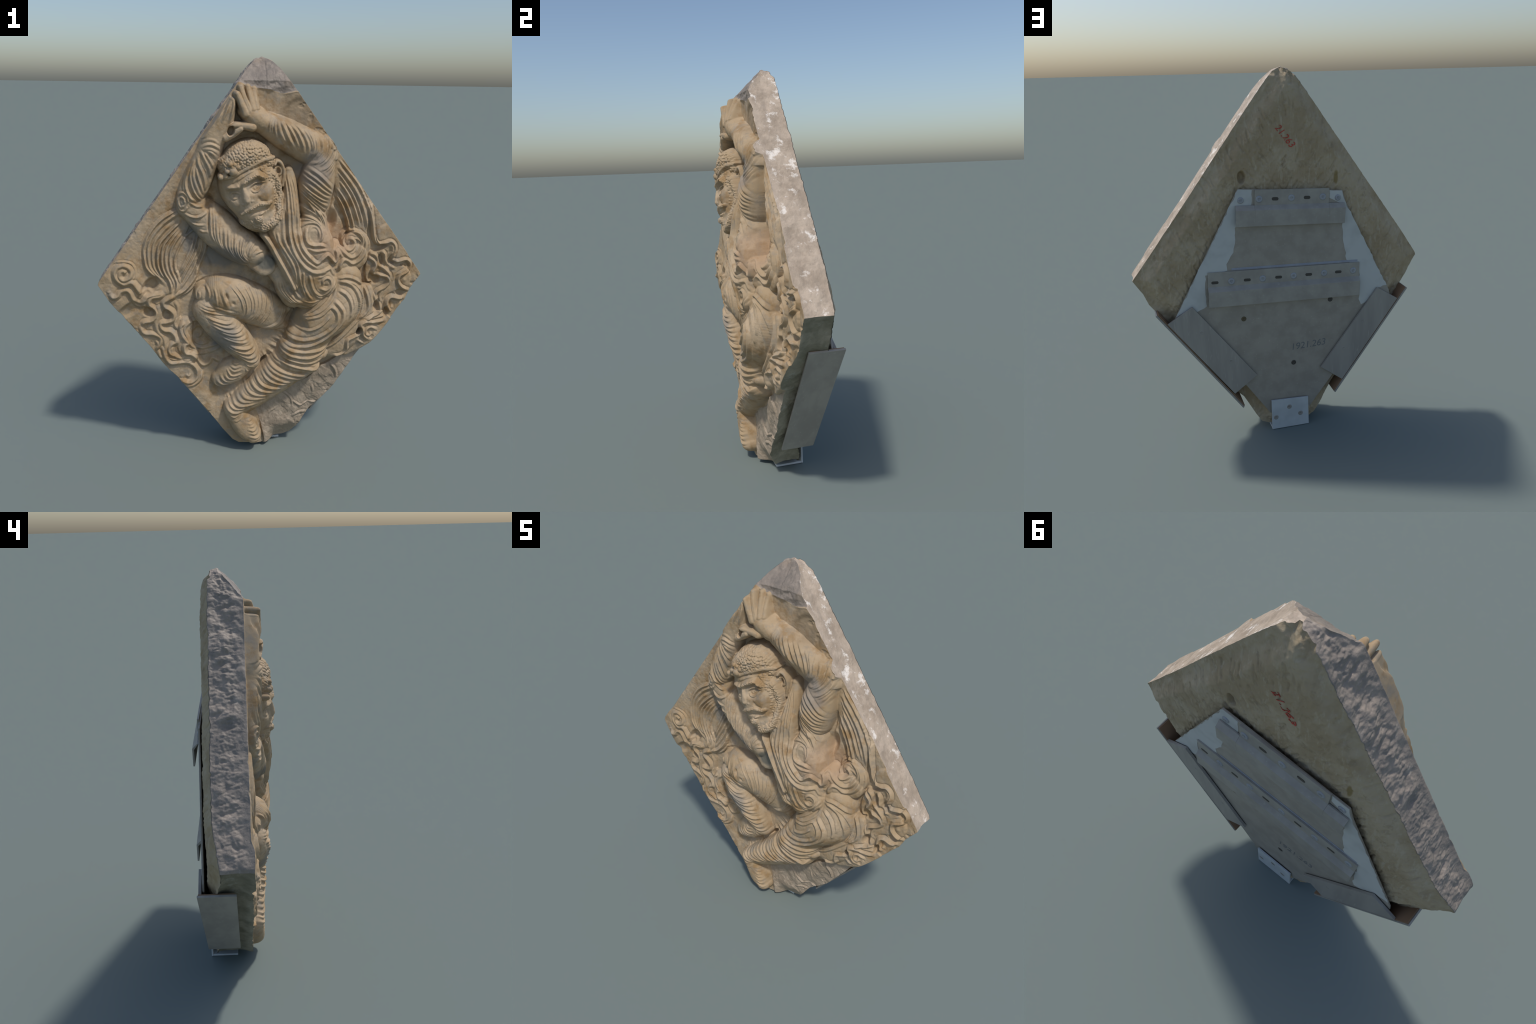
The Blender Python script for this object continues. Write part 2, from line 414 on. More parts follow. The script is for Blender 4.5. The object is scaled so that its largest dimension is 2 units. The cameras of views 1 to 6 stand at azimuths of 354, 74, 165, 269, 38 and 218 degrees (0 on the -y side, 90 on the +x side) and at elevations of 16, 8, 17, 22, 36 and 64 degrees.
ridge([(0.502, 0.656), (0.466, 0.639), (0.434, 0.622), (0.430, 0.594), (0.433, 0.568), (0.408, 0.540), (0.361, 0.534)], .009, .013)
ridge([(0.483, 0.619), (0.523, 0.594)], .008, .012)
ridge([(0.631, 0.746), (0.580, 0.735), (0.532, 0.731)], .007, .008)
ridge([(0.611, 0.885), (0.594, 0.843), (0.604, 0.808)], .008, .007)
commit("right_hem")

# ------------------------------------------------------------------ upper arm behind the chin
fold_scale(1, 1)
limb("arm.001", [(-0.362, 1.318, 0.065, 0.095), (-0.302, 1.276, 0.084, 0.108), (-0.236, 1.215, 0.093, 0.120), (-0.170, 1.155, 0.091, 0.126), (-0.095, 1.111, 0.087, 0.136), (-0.046, 1.088, 0.071, 0.140)], foot=.045, power=2.2)
fan(12, [[(-0.266, 1.334), (-0.265, 1.283), (-0.264, 1.223), (-0.256, 1.180), (-0.226, 1.132)], [(-0.222, 1.273), (-0.222, 1.205), (-0.217, 1.153), (-0.189, 1.102), (-0.153, 1.066)], [(-0.169, 1.224), (-0.170, 1.160), (-0.168, 1.122), (-0.147, 1.084), (-0.110, 1.054)], [(-0.124, 1.191), (-0.136, 1.142), (-0.132, 1.104), (-0.111, 1.069), (-0.080, 1.043)], [(-0.078, 1.185), (-0.105, 1.135), (-0.108, 1.101), (-0.089, 1.066)]], .0065, .009)
fan(3, [[(-0.026, 1.165), (-0.057, 1.150), (-0.075, 1.123), (-0.087, 1.079)], [(0.005, 1.115), (-0.029, 1.113), (-0.054, 1.101), (-0.069, 1.083)]], .006, .007)
groove([(-0.272, 1.324), (-0.274, 1.264), (-0.273, 1.209)], .005, .008)
fan(3, [[(-0.409, 1.298), (-0.350, 1.274), (-0.311, 1.278), (-0.278, 1.303)], [(-0.386, 1.268), (-0.336, 1.241), (-0.276, 1.245)], [(-0.327, 1.213), (-0.303, 1.205), (-0.276, 1.206)]], .007, .009)
commit("arm.001")
limb("arm.001", [(-0.041, 1.059, 0.053, 0.120), (-0.005, 1.036, 0.053, 0.132)], foot=.05, power=7)
# ------------------------------------------------------------------ torso wrapped in the cloak
limb("torso", [(0.058, 1.279, 0.077, 0.130), (0.087, 1.192, 0.087, 0.155), (0.136, 1.117, 0.105, 0.170), (0.187, 1.038, 0.118, 0.174), (0.223, 0.954, 0.118, 0.166), (0.221, 0.892, 0.102, 0.155)], foot=.05, power=2.4)
limb("torso", [(0.018, 1.064, 0.040, 0.118), (0.053, 1.000, 0.046, 0.122), (0.082, 0.954, 0.043, 0.125)], foot=.05, power=2.4, blend=.03)
limb("torso", [(-0.012, 1.188, 0.020, 0.146), (0.026, 1.136, 0.020, 0.152), (0.066, 1.067, 0.026, 0.156), (0.107, 0.999, 0.031, 0.157), (0.141, 0.936, 0.031, 0.156)], foot=.06, power=2.4)
limb("torso", [(0.223, 1.278, 0.050, 0.120), (0.226, 1.190, 0.090, 0.160), (0.247, 1.100, 0.099, 0.166)], foot=.055, power=2.6)
limb("torso", [(0.334, 1.058, 0.081, 0.132), (0.388, 1.050, 0.062, 0.105), (0.452, 1.058, 0.068, 0.075)], foot=.045, power=3)
limb("torso", [(0.456, 1.110, 0.077, 0.060)], foot=.035, power=5)
limb("torso", [(0.077, 0.958, 0.034, 0.115), (0.101, 0.916, 0.053, 0.130), (0.145, 0.869, 0.065, 0.140)], foot=.05, power=2.4, blend=.025)
limb("torso", [(0.220, 1.019, 0.118, 0.168), (0.285, 0.940, 0.081, 0.157)], foot=.06, power=2.6)
limb("torso", [(0.109, 1.487, 0.022, 0.070), (0.114, 1.453, 0.029, 0.085), (0.116, 1.398, 0.037, 0.105), (0.114, 1.313, 0.050, 0.138), (0.115, 1.190, 0.062, 0.150)], foot=.045, power=2.4, blend=.02)
limb("torso", [(0.210, 1.318, 0.053, 0.118), (0.249, 1.253, 0.053, 0.120), (0.283, 1.190, 0.037, 0.105)], foot=.05, power=2.2, blend=.03)
recess([(0.224, 1.188)], .028, .034, 0, .152)
ridge([(-0.013, 1.193), (0.020, 1.144), (0.052, 1.082), (0.083, 1.031), (0.117, 0.966), (0.144, 0.909), (0.164, 0.874)], .009, .012)
ridge([(0.032, 1.213), (0.035, 1.187), (0.066, 1.126), (0.097, 1.070), (0.123, 1.019), (0.144, 0.956), (0.162, 0.899)], .008, .007)
ridge([(0.046, 1.209), (0.059, 1.158), (0.090, 1.109), (0.121, 1.056), (0.138, 1.008), (0.149, 0.942)], .0075, .009)
fan(4, [[(0.088, 1.461), (0.096, 1.384), (0.098, 1.310), (0.098, 1.234)], [(0.116, 1.478), (0.134, 1.413), (0.147, 1.324), (0.150, 1.240)]], .0065, .009)
groove([(0.089, 1.299), (0.092, 1.224), (0.096, 1.179), (0.110, 1.140)], .006, .012)
ridge([(0.075, 1.297), (0.076, 1.224), (0.082, 1.171), (0.107, 1.120), (0.138, 1.073), (0.155, 1.026)], .009, .007)
ridge([(0.100, 1.315), (0.101, 1.225), (0.109, 1.171), (0.121, 1.130), (0.150, 1.077), (0.191, 1.033), (0.229, 1.013), (0.274, 1.011), (0.296, 1.027)], .0105, .012)
ridge([(0.119, 1.315), (0.123, 1.225), (0.133, 1.171), (0.152, 1.123), (0.187, 1.073), (0.241, 1.034)], .0075, .010)
ridge([(0.144, 1.361), (0.149, 1.271), (0.155, 1.193), (0.167, 1.139), (0.201, 1.093), (0.233, 1.063), (0.253, 1.062), (0.276, 1.086), (0.293, 1.097), (0.311, 1.078), (0.336, 1.053), (0.347, 1.067), (0.346, 1.095), (0.338, 1.117), (0.348, 1.133), (0.368, 1.123), (0.391, 1.090), (0.424, 1.063), (0.456, 1.069), (0.480, 1.103), (0.489, 1.141), (0.471, 1.176), (0.432, 1.192), (0.396, 1.180), (0.385, 1.149), (0.393, 1.117), (0.416, 1.100), (0.437, 1.110), (0.446, 1.132), (0.432, 1.150), (0.413, 1.145)], .0095, .014)
ridge([(0.235, 1.016), (0.261, 1.011), (0.297, 1.022), (0.315, 1.024), (0.333, 0.998), (0.350, 0.989), (0.366, 1.006), (0.370, 1.035), (0.388, 1.056), (0.411, 1.048), (0.437, 1.029), (0.468, 1.040), (0.495, 1.075), (0.503, 1.120), (0.489, 1.165), (0.462, 1.191)], .0095, .013)
groove([(0.255, 1.051), (0.286, 1.071), (0.301, 1.071), (0.333, 1.032), (0.347, 1.030), (0.362, 1.055), (0.364, 1.087)], .010, .010)
ridge([(0.411, 1.116), (0.423, 1.142), (0.451, 1.151), (0.478, 1.135), (0.485, 1.103)], .006, .006)
fan(4, [[(0.258, 1.319), (0.278, 1.276), (0.289, 1.233), (0.287, 1.196)], [(0.191, 1.346), (0.226, 1.303), (0.257, 1.261), (0.274, 1.217)]], .0065, .009)
ridge([(0.153, 1.282), (0.199, 1.276), (0.238, 1.258), (0.264, 1.228)], .007, .010)
ridge([(0.154, 1.256), (0.193, 1.264), (0.232, 1.253), (0.254, 1.238)], .007, .009)
ridge([(0.157, 1.226), (0.184, 1.245), (0.214, 1.252), (0.243, 1.243), (0.260, 1.218), (0.263, 1.186), (0.253, 1.162)], .007, .010)
ridge([(0.191, 1.228), (0.182, 1.198), (0.185, 1.172), (0.197, 1.154), (0.222, 1.146), (0.256, 1.147), (0.284, 1.136)], .0085, .011)
ridge([(0.192, 1.203), (0.212, 1.231), (0.237, 1.228), (0.249, 1.204), (0.247, 1.173)], .006, .005)
ridge([(0.188, 1.133), (0.232, 1.118), (0.269, 1.122), (0.288, 1.121)], .008, .009)
ridge([(0.152, 1.331), (0.192, 1.312), (0.226, 1.294), (0.257, 1.263)], .008, .007)
# waist folds and navel swirl
ridge([(0.148, 1.058), (0.157, 0.993), (0.172, 0.942), (0.193, 0.884)], .008, .009)
ridge([(0.177, 1.021), (0.178, 0.959), (0.195, 0.912), (0.226, 0.867)], .007, .009)
ridge([(0.205, 1.008), (0.217, 0.952), (0.239, 0.907), (0.272, 0.888), (0.304, 0.903), (0.334, 0.948)], .008, .010)
ridge([(0.222, 0.944), (0.244, 0.893), (0.277, 0.875), (0.316, 0.894), (0.343, 0.932)], .007, .007)
ridge([(0.245, 0.986), (0.276, 0.989)], .008, .007)
ridge([(0.276, 0.945), (0.275, 0.968), (0.296, 0.980), (0.316, 0.966), (0.317, 0.940), (0.293, 0.918), (0.261, 0.929)], .007, .010)
groove([(0.273, 0.939), (0.308, 0.940)], .007, .010)
fan(4, [[(0.050, 0.968), (0.060, 0.919), (0.099, 0.871), (0.147, 0.835)], [(0.101, 0.950), (0.118, 0.902), (0.153, 0.859), (0.198, 0.842)]], .0065, .009)
fan(3, [[(0.152, 0.832), (0.200, 0.822), (0.262, 0.849)], [(0.180, 0.861), (0.228, 0.853), (0.275, 0.868)]], .0065, .007)
commit("torso")

# ------------------------------------------------------------------ bent near leg: hip swirl, shank and foot
recess([(0.035, 0.624)], .10, .07, 20, .036)

limb("leg", [(0.390, 0.932, 0.108, 0.126), (0.379, 0.856, 0.136, 0.148), (0.331, 0.783, 0.139, 0.168), (0.270, 0.716, 0.124, 0.164), (0.224, 0.640, 0.115, 0.152)], foot=.035, power=2.2)
limb("leg", [(0.229, 0.619, 0.108, 0.150), (0.166, 0.518, 0.107, 0.142), (0.099, 0.446, 0.102, 0.134), (0.044, 0.396, 0.093, 0.129), (-0.015, 0.344, 0.082, 0.122), (-0.084, 0.288, 0.073, 0.114), (-0.131, 0.252, 0.060, 0.112)], foot=.035, power=2.2)
limb("leg", [(0.102, 0.456, 0.087, 0.128), (0.178, 0.477, 0.081, 0.138), (0.251, 0.492, 0.046, 0.134)], foot=.04, power=2.4)
limb("leg", [(0.15, 0.575, 0.075, 0.148), (0.24, 0.555, 0.062, 0.140), (0.30, 0.552, 0.034, 0.120)], foot=.05, power=2.2, blend=.02)
limb("leg", [(0.297, 0.907, 0.065, 0.145), (0.252, 0.843, 0.050, 0.130)], foot=.05, power=2)
limb("foot", [(-0.145, 0.246, 0.059, 0.112), (-0.114, 0.178, 0.062, 0.115), (-0.077, 0.120, 0.062, 0.118), (-0.046, 0.082, 0.046, 0.112)], foot=.035, power=2.6)
ridge([(0.358, 0.966), (0.413, 0.971), (0.471, 0.941), (0.511, 0.892), (0.532, 0.827), (0.529, 0.779), (0.489, 0.735)], .008, .011)
ridge([(0.364, 0.952), (0.406, 0.945), (0.447, 0.913), (0.474, 0.860), (0.483, 0.803), (0.468, 0.747), (0.432, 0.689), (0.383, 0.641), (0.307, 0.596), (0.224, 0.588), (0.143, 0.595), (0.079, 0.616)], .010, .013)
ridge([(0.365, 0.948), (0.426, 0.943), (0.478, 0.901), (0.502, 0.845), (0.497, 0.777), (0.473, 0.729), (0.434, 0.675), (0.381, 0.624), (0.310, 0.573)], .007, .010)
ridge([(0.363, 0.910), (0.399, 0.887), (0.423, 0.850), (0.433, 0.802), (0.426, 0.761)], .009, .011)
ridge([(0.437, 0.874), (0.445, 0.827), (0.437, 0.798)], .007, .007)
ridge([(0.340, 0.860), (0.369, 0.830), (0.387, 0.794), (0.381, 0.746), (0.354, 0.705), (0.299, 0.655), (0.220, 0.622), (0.141, 0.620), (0.078, 0.639)], .010, .013)
ridge([(0.320, 0.833), (0.343, 0.817), (0.357, 0.784), (0.351, 0.743), (0.311, 0.698), (0.234, 0.660), (0.156, 0.654), (0.077, 0.673)], .010, .012)
ridge([(0.123, 0.731), (0.171, 0.709), (0.226, 0.711), (0.280, 0.741), (0.316, 0.784)], .007, .010)
ridge([(0.341, 0.957), (0.316, 0.892), (0.262, 0.833), (0.207, 0.788), (0.192, 0.775)], .007, .009)
ridge([(0.349, 0.943), (0.335, 0.879), (0.286, 0.821), (0.231, 0.787), (0.188, 0.776)], .007, .008)
ridge([(0.333, 0.838), (0.309, 0.822), (0.273, 0.788), (0.224, 0.770), (0.200, 0.758)], .007, .010)
ridge([(0.078, 0.592), (0.143, 0.566), (0.224, 0.554), (0.291, 0.571), (0.357, 0.605), (0.411, 0.655), (0.458, 0.705), (0.480, 0.736)], .009, .012)
ridge([(0.079, 0.563), (0.144, 0.539), (0.210, 0.523), (0.263, 0.522), (0.297, 0.539)], .008, .011)
ridge([(0.080, 0.535), (0.145, 0.510), (0.211, 0.491), (0.259, 0.483), (0.286, 0.505), (0.298, 0.531)], .009, .013)
groove([(0.010, 0.551), (0.062, 0.506), (0.144, 0.471), (0.226, 0.459)], .010, .008)
fan(4, [[(0.075, 0.678), (0.101, 0.661), (0.152, 0.650)], [(0.038, 0.608), (0.077, 0.589), (0.122, 0.573)], [(0.013, 0.573), (0.059, 0.542), (0.104, 0.525)]], .008, .010)
fan(3, [[(0.004, 0.550), (0.043, 0.501), (0.129, 0.464), (0.226, 0.439)], [(-0.012, 0.500), (0.031, 0.454), (0.100, 0.420), (0.161, 0.402)]], .008, .010)
fan(9, [[(-0.021, 0.494), (0.005, 0.443), (0.057, 0.412), (0.127, 0.400)], [(-0.088, 0.417), (-0.072, 0.376), (-0.033, 0.353), (0.036, 0.346)], [(-0.153, 0.356), (-0.140, 0.307), (-0.101, 0.291), (-0.019, 0.305)], [(-0.202, 0.295), (-0.186, 0.261), (-0.150, 0.240), (-0.104, 0.248)]], .0075, .010)
fan(2, [[(-0.176, 0.223), (-0.147, 0.215), (-0.117, 0.234)], [(-0.160, 0.194), (-0.133, 0.193), (-0.107, 0.219)]], .006, .007)
fan(7, [[(-0.085, 0.210), (-0.062, 0.206), (-0.048, 0.214)], [(-0.080, 0.163), (-0.052, 0.154), (-0.035, 0.163)], [(-0.073, 0.100), (-0.031, 0.089), (-0.004, 0.102)]], .007, .011)
commit("leg")

# ------------------------------------------------------------------ raised far leg: knee, shin and foot
limb("foot.001", [(-0.087, 0.515, 0.053, 0.100), (-0.126, 0.480, 0.068, 0.100), (-0.171, 0.447, 0.074, 0.092), (-0.217, 0.413, 0.050, 0.080)], foot=.035, power=2.4)
fan(8, [[(-0.166, 0.521), (-0.140, 0.512), (-0.105, 0.527)], [(-0.192, 0.480), (-0.166, 0.437), (-0.114, 0.443)], [(-0.260, 0.426), (-0.243, 0.386), (-0.191, 0.369), (-0.144, 0.384)]], .007, .009)
commit("foot.001")
limb("leg.001", [(-0.291, 0.883, 0.059, 0.105), (-0.242, 0.884, 0.093, 0.142), (-0.175, 0.866, 0.108, 0.151), (-0.089, 0.830, 0.108, 0.128), (-0.008, 0.790, 0.102, 0.104), (0.060, 0.752, 0.084, 0.080), (0.102, 0.738, 0.068, 0.062)], foot=.035, power=2.2)
fan(2, [[(-0.254, 0.948), (-0.242, 0.901), (-0.237, 0.843)], [(-0.218, 0.938), (-0.200, 0.880), (-0.181, 0.825)]], .008, .010)
fan(8, [[(-0.199, 0.963), (-0.159, 0.928), (-0.122, 0.875), (-0.106, 0.811), (-0.111, 0.763)], [(-0.106, 0.952), (-0.078, 0.903), (-0.058, 0.846), (-0.064, 0.786), (-0.092, 0.753)], [(-0.043, 0.946), (-0.020, 0.883), (-0.019, 0.817), (-0.047, 0.753), (-0.072, 0.730)], [(0.024, 0.905), (0.040, 0.845), (0.024, 0.778), (-0.023, 0.708)]], .005, .006)
fan(4, [[(0.101, 0.820), (0.090, 0.752), (0.043, 0.705), (-0.044, 0.680)], [(0.141, 0.803), (0.129, 0.763), (0.091, 0.716), (0.011, 0.673), (-0.053, 0.661)]], .007, .008)
ridge([(-0.337, 0.939), (-0.284, 0.971), (-0.223, 0.970), (-0.168, 0.943)], .008, .006)
spiral_ridge([(-0.292, 0.850), (-0.276, 0.882), (-0.278, 0.912), (-0.293, 0.935), (-0.318, 0.933), (-0.337, 0.909), (-0.340, 0.880), (-0.331, 0.864), (-0.322, 0.875), (-0.322, 0.902)], .007, .009)
pit([(-0.191, 0.897), (-0.189, 0.884), (-0.157, 0.854)], .008, .010)
commit("leg.001")
limb("leg.001", [(-0.266, 0.799, 0.093, 0.130), (-0.204, 0.719, 0.096, 0.144), (-0.139, 0.631, 0.082, 0.132), (-0.083, 0.555, 0.062, 0.114), (-0.056, 0.508, 0.045, 0.100)], foot=.035, power=2.2)
fan(3, [[(-0.344, 0.852), (-0.283, 0.838), (-0.215, 0.820), (-0.143, 0.796)], [(-0.338, 0.830), (-0.277, 0.806), (-0.215, 0.795), (-0.139, 0.783)]], .007, .008)
fan(6, [[(-0.314, 0.790), (-0.230, 0.761), (-0.174, 0.750), (-0.133, 0.774)], [(-0.262, 0.739), (-0.184, 0.699), (-0.127, 0.692), (-0.092, 0.710)], [(-0.215, 0.679), (-0.136, 0.647), (-0.088, 0.640), (-0.056, 0.658)]], .0085, .011)
fan(4, [[(-0.199, 0.637), (-0.120, 0.609), (-0.065, 0.605), (-0.039, 0.624)], [(-0.157, 0.585), (-0.102, 0.543), (-0.063, 0.523), (-0.027, 0.531), (-0.010, 0.569)]], .009, .012)
fan(3, [[(-0.096, 0.522), (-0.076, 0.499), (-0.046, 0.490)], [(-0.089, 0.499), (-0.082, 0.466), (-0.062, 0.475)]], .006, .008)
commit("leg.001")
bump([(0.15, 0.735)], .075, .06, 20, -.05)
bump([(-0.000, 0.497)], .016, .05, 35, -.045)

# ------------------------------------------------------------------ arm on the right of the picture, raised over the head
limb("arm", [(0.282, 1.595, 0.059, 0.090), (0.259, 1.513, 0.074, 0.114), (0.245, 1.427, 0.087, 0.134), (0.234, 1.340, 0.079, 0.126), (0.223, 1.279, 0.059, 0.104), (0.236, 1.233, 0.043, 0.086)], foot=.04, power=2.3)
fan(9, [[(0.181, 1.513), (0.239, 1.478), (0.296, 1.426), (0.322, 1.398)], [(0.153, 1.436), (0.202, 1.397), (0.258, 1.361), (0.316, 1.338)], [(0.155, 1.382), (0.210, 1.331), (0.261, 1.282), (0.291, 1.228)]], .0075, .011)
groove([(0.331, 1.424), (0.325, 1.348), (0.316, 1.294), (0.292, 1.221)], .007, .008)
commit("arm")
bump([(0.325, 1.235)], .035, .075, 10, -.035)
limb("arm", [(0.007, 1.697, 0.059, 0.108), (0.073, 1.663, 0.071, 0.108), (0.149, 1.623, 0.077, 0.106), (0.227, 1.583, 0.081, 0.102), (0.268, 1.552, 0.077, 0.100), (0.268, 1.536, 0.059, 0.100)], foot=.04, power=2.1)
fan(4, [[(0.009, 1.744), (-0.002, 1.713), (-0.013, 1.674)], [(0.039, 1.728), (0.031, 1.688), (0.040, 1.648)]], .0065, .008)
fan(8, [[(0.047, 1.731), (0.051, 1.694), (0.064, 1.654), (0.094, 1.608)], [(0.077, 1.728), (0.120, 1.671), (0.148, 1.614), (0.161, 1.579)], [(0.143, 1.708), (0.186, 1.657), (0.209, 1.602), (0.198, 1.555)], [(0.217, 1.661), (0.230, 1.621), (0.228, 1.580), (0.199, 1.545)]], .0085, .011)
fan(5, [[(0.245, 1.672), (0.258, 1.626), (0.258, 1.586), (0.230, 1.550), (0.195, 1.532)], [(0.307, 1.626), (0.307, 1.586), (0.283, 1.545), (0.247, 1.519), (0.211, 1.516)]], .0075, .009)
fan(4, [[(0.329, 1.581), (0.316, 1.544), (0.284, 1.510), (0.247, 1.493)], [(0.332, 1.530), (0.322, 1.501), (0.305, 1.473), (0.301, 1.462)]], .007, .009)
spiral_ridge([(0.304, 1.642), (0.316, 1.625), (0.329, 1.613), (0.326, 1.590), (0.313, 1.590)], .007, .007)
commit("arm")

# ------------------------------------------------------------------ arm on the left of the picture
limb("arm.001", [(-0.255, 1.611, 0.059, 0.118), (-0.276, 1.553, 0.062, 0.118), (-0.309, 1.479, 0.070, 0.112), (-0.342, 1.404, 0.070, 0.106), (-0.367, 1.343, 0.064, 0.100)], foot=.04, power=2.2)
bump([(-0.274, 1.340)], .034, .045, 0, -.040)
fan(4, [[(-0.313, 1.598), (-0.290, 1.633), (-0.252, 1.636), (-0.221, 1.616), (-0.200, 1.590)], [(-0.305, 1.593), (-0.261, 1.599), (-0.229, 1.585), (-0.209, 1.564)], [(-0.299, 1.589), (-0.259, 1.576), (-0.227, 1.544)]], .009, .011)
ridge([(-0.308, 1.585), (-0.288, 1.544), (-0.268, 1.503), (-0.262, 1.462)], .008, .009)
ridge([(-0.322, 1.561), (-0.317, 1.521), (-0.297, 1.477), (-0.287, 1.432), (-0.288, 1.398)], .008, .009)
ridge([(-0.291, 1.579), (-0.262, 1.536), (-0.247, 1.503)], .007, .007)
fan(4, [[(-0.330, 1.510), (-0.318, 1.454), (-0.304, 1.414), (-0.295, 1.374)], [(-0.334, 1.543), (-0.348, 1.497), (-0.347, 1.456), (-0.325, 1.393), (-0.296, 1.344)], [(-0.328, 1.559), (-0.364, 1.490), (-0.380, 1.437), (-0.369, 1.387), (-0.340, 1.350), (-0.290, 1.331)]], .0085, .011)
ridge([(-0.334, 1.548), (-0.376, 1.475), (-0.389, 1.422), (-0.383, 1.392)], .006, .007)
spiral_ridge([(-0.367, 1.343), (-0.372, 1.372), (-0.392, 1.389), (-0.413, 1.376), (-0.420, 1.342), (-0.409, 1.309), (-0.388, 1.301), (-0.370, 1.323)], .0065, .008)
spiral_ridge([(-0.384, 1.339), (-0.387, 1.360), (-0.402, 1.368), (-0.414, 1.352), (-0.411, 1.328), (-0.400, 1.319), (-0.388, 1.329)], .006, .007)
ridge([(-0.364, 1.348), (-0.331, 1.326), (-0.290, 1.326)], .007, .008)
ridge([(-0.259, 1.453), (-0.271, 1.405), (-0.289, 1.375)], .007, .007)
commit("arm.001")

# ------------------------------------------------------------------ hands
limb("hand.001", [(-0.160, 1.807, 0.017, 0.118), (-0.172, 1.767, 0.029, 0.120), (-0.192, 1.725, 0.046, 0.118), (-0.224, 1.682, 0.062, 0.116), (-0.245, 1.647, 0.062, 0.116)], foot=.035, power=3)
limb("hand.001", [(-0.180, 1.820, 0.012, 0.080), (-0.212, 1.766, 0.022, 0.090), (-0.244, 1.709, 0.025, 0.090)], foot=.04, power=3)
fan(4, [[(-0.161, 1.821), (-0.155, 1.791), (-0.165, 1.749), (-0.177, 1.713)], [(-0.181, 1.804), (-0.199, 1.762), (-0.219, 1.715)], [(-0.203, 1.789), (-0.235, 1.738), (-0.262, 1.690)]], .008, .010)
limb("hand.001", [(-0.192, 1.640, 0.019, 0.125), (-0.158, 1.663, 0.022, 0.132), (-0.126, 1.683, 0.017, 0.138)], foot=.06, power=3)
commit("hand.001")
limb("hand", [(-0.108, 1.762, 0.034, 0.118), (-0.062, 1.732, 0.056, 0.124), (-0.023, 1.709, 0.053, 0.118)], foot=.035, power=2.2)
limb("hand", [(-0.062, 1.857, 0.015, 0.060), (-0.058, 1.816, 0.016, 0.085), (-0.053, 1.771, 0.022, 0.108)], foot=.03, power=3)
limb("hand", [(-0.091, 1.865, 0.015, 0.072), (-0.079, 1.816, 0.016, 0.098), (-0.070, 1.768, 0.022, 0.118)], foot=.03, power=3)
limb("hand", [(-0.124, 1.865, 0.016, 0.092), (-0.108, 1.815, 0.016, 0.110), (-0.088, 1.762, 0.023, 0.122)], foot=.03, power=3)
limb("hand", [(-0.142, 1.835, 0.016, 0.126), (-0.123, 1.793, 0.019, 0.128), (-0.103, 1.748, 0.025, 0.128)], foot=.03, power=3)
limb("hand", [(-0.070, 1.689, 0.022, 0.128), (-0.111, 1.695, 0.019, 0.132), (-0.146, 1.700, 0.016, 0.136), (-0.164, 1.692, 0.015, 0.136)], foot=.05, power=3)
ridge([(-0.110, 1.849), (-0.096, 1.811), (-0.079, 1.772)], .004, .004)
commit("hand")
hollow([(-0.169, 1.674)], .014, .022, 20, .085)

# ------------------------------------------------------------------ head
limb("head", [(-0.097, 1.510, 0.121, 0.142), (-0.092, 1.466, 0.139, 0.160), (-0.079, 1.402, 0.139, 0.168), (-0.048, 1.320, 0.107, 0.172), (-0.032, 1.286, 0.093, 0.166)], foot=.045, power=2.6)
limb("head", [(0.049, 1.490, 0.034, 0.085), (0.066, 1.429, 0.025, 0.080)], foot=.05, power=3)
limb("neck", [(0.065, 1.360, 0.037, 0.100), (0.082, 1.287, 0.037, 0.120), (0.069, 1.230, 0.040, 0.140)], foot=.05, power=2.5)
bump([(-0.177, 1.341)], .09, .15, 10, -.012)
bump([(-0.003, 1.405)], .055, .070, -20, .011)
bump([(-0.160, 1.335)], .038, .045, 10, .013)
bump([(-0.087, 1.387)], .075, .095, 0, .008)
bump([(-0.053, 1.429)], .062, .042, -25, -.022)
bump([(-0.157, 1.389)], .044, .036, -10, -.018)
bump([(-0.001, 1.292)], .030, .045, 20, -.010)
bump([(-0.087, 1.486)], .09, .03, -25, .008)
limb("head", [(-0.120, 1.438, 0.018, 0.168), (-0.111, 1.410, 0.022, 0.178), (-0.102, 1.382, 0.029, 0.186), (-0.098, 1.365, 0.029, 0.187)], foot=.12, power=2)
limb("head", [(-0.075, 1.362, 0.019, 0.180), (-0.060, 1.365, 0.016, 0.174)], foot=.12, power=2)
limb("head", [(-0.105, 1.350, 0.015, 0.180), (-0.115, 1.345, 0.014, 0.170)], foot=.12, power=2)
bump([(-0.056, 1.425)], .028, .015, -25, .009)
bump([(-0.156, 1.382)], .027, .015, -8, .012)
ridge([(-0.086, 1.422), (-0.068, 1.440), (-0.045, 1.447), (-0.015, 1.449)], .0052, .013)
ridge([(-0.082, 1.416), (-0.066, 1.405), (-0.045, 1.410), (-0.022, 1.439)], .0052, .010)
ridge([(-0.176, 1.380), (-0.166, 1.395), (-0.149, 1.399), (-0.130, 1.392)], .0055, .015)
ridge([(-0.172, 1.373), (-0.158, 1.368), (-0.137, 1.374)], .0055, .012)
pit([(-0.057, 1.422), (-0.158, 1.382)], .0035, .004)
ridge([(-0.128, 1.433), (-0.105, 1.449), (-0.079, 1.467), (-0.050, 1.481), (-0.029, 1.473), (-0.010, 1.460)], .013, .019)
ridge([(-0.127, 1.440), (-0.150, 1.422), (-0.173, 1.419), (-0.199, 1.416)], .012, .017)
groove([(-0.139, 1.443), (-0.131, 1.422)], .004, .006)
groove([(-0.125, 1.447), (-0.119, 1.432)], .004, .006)
ridge([(-0.144, 1.454), (-0.115, 1.477), (-0.081, 1.494), (-0.057, 1.500)], .008, .004)
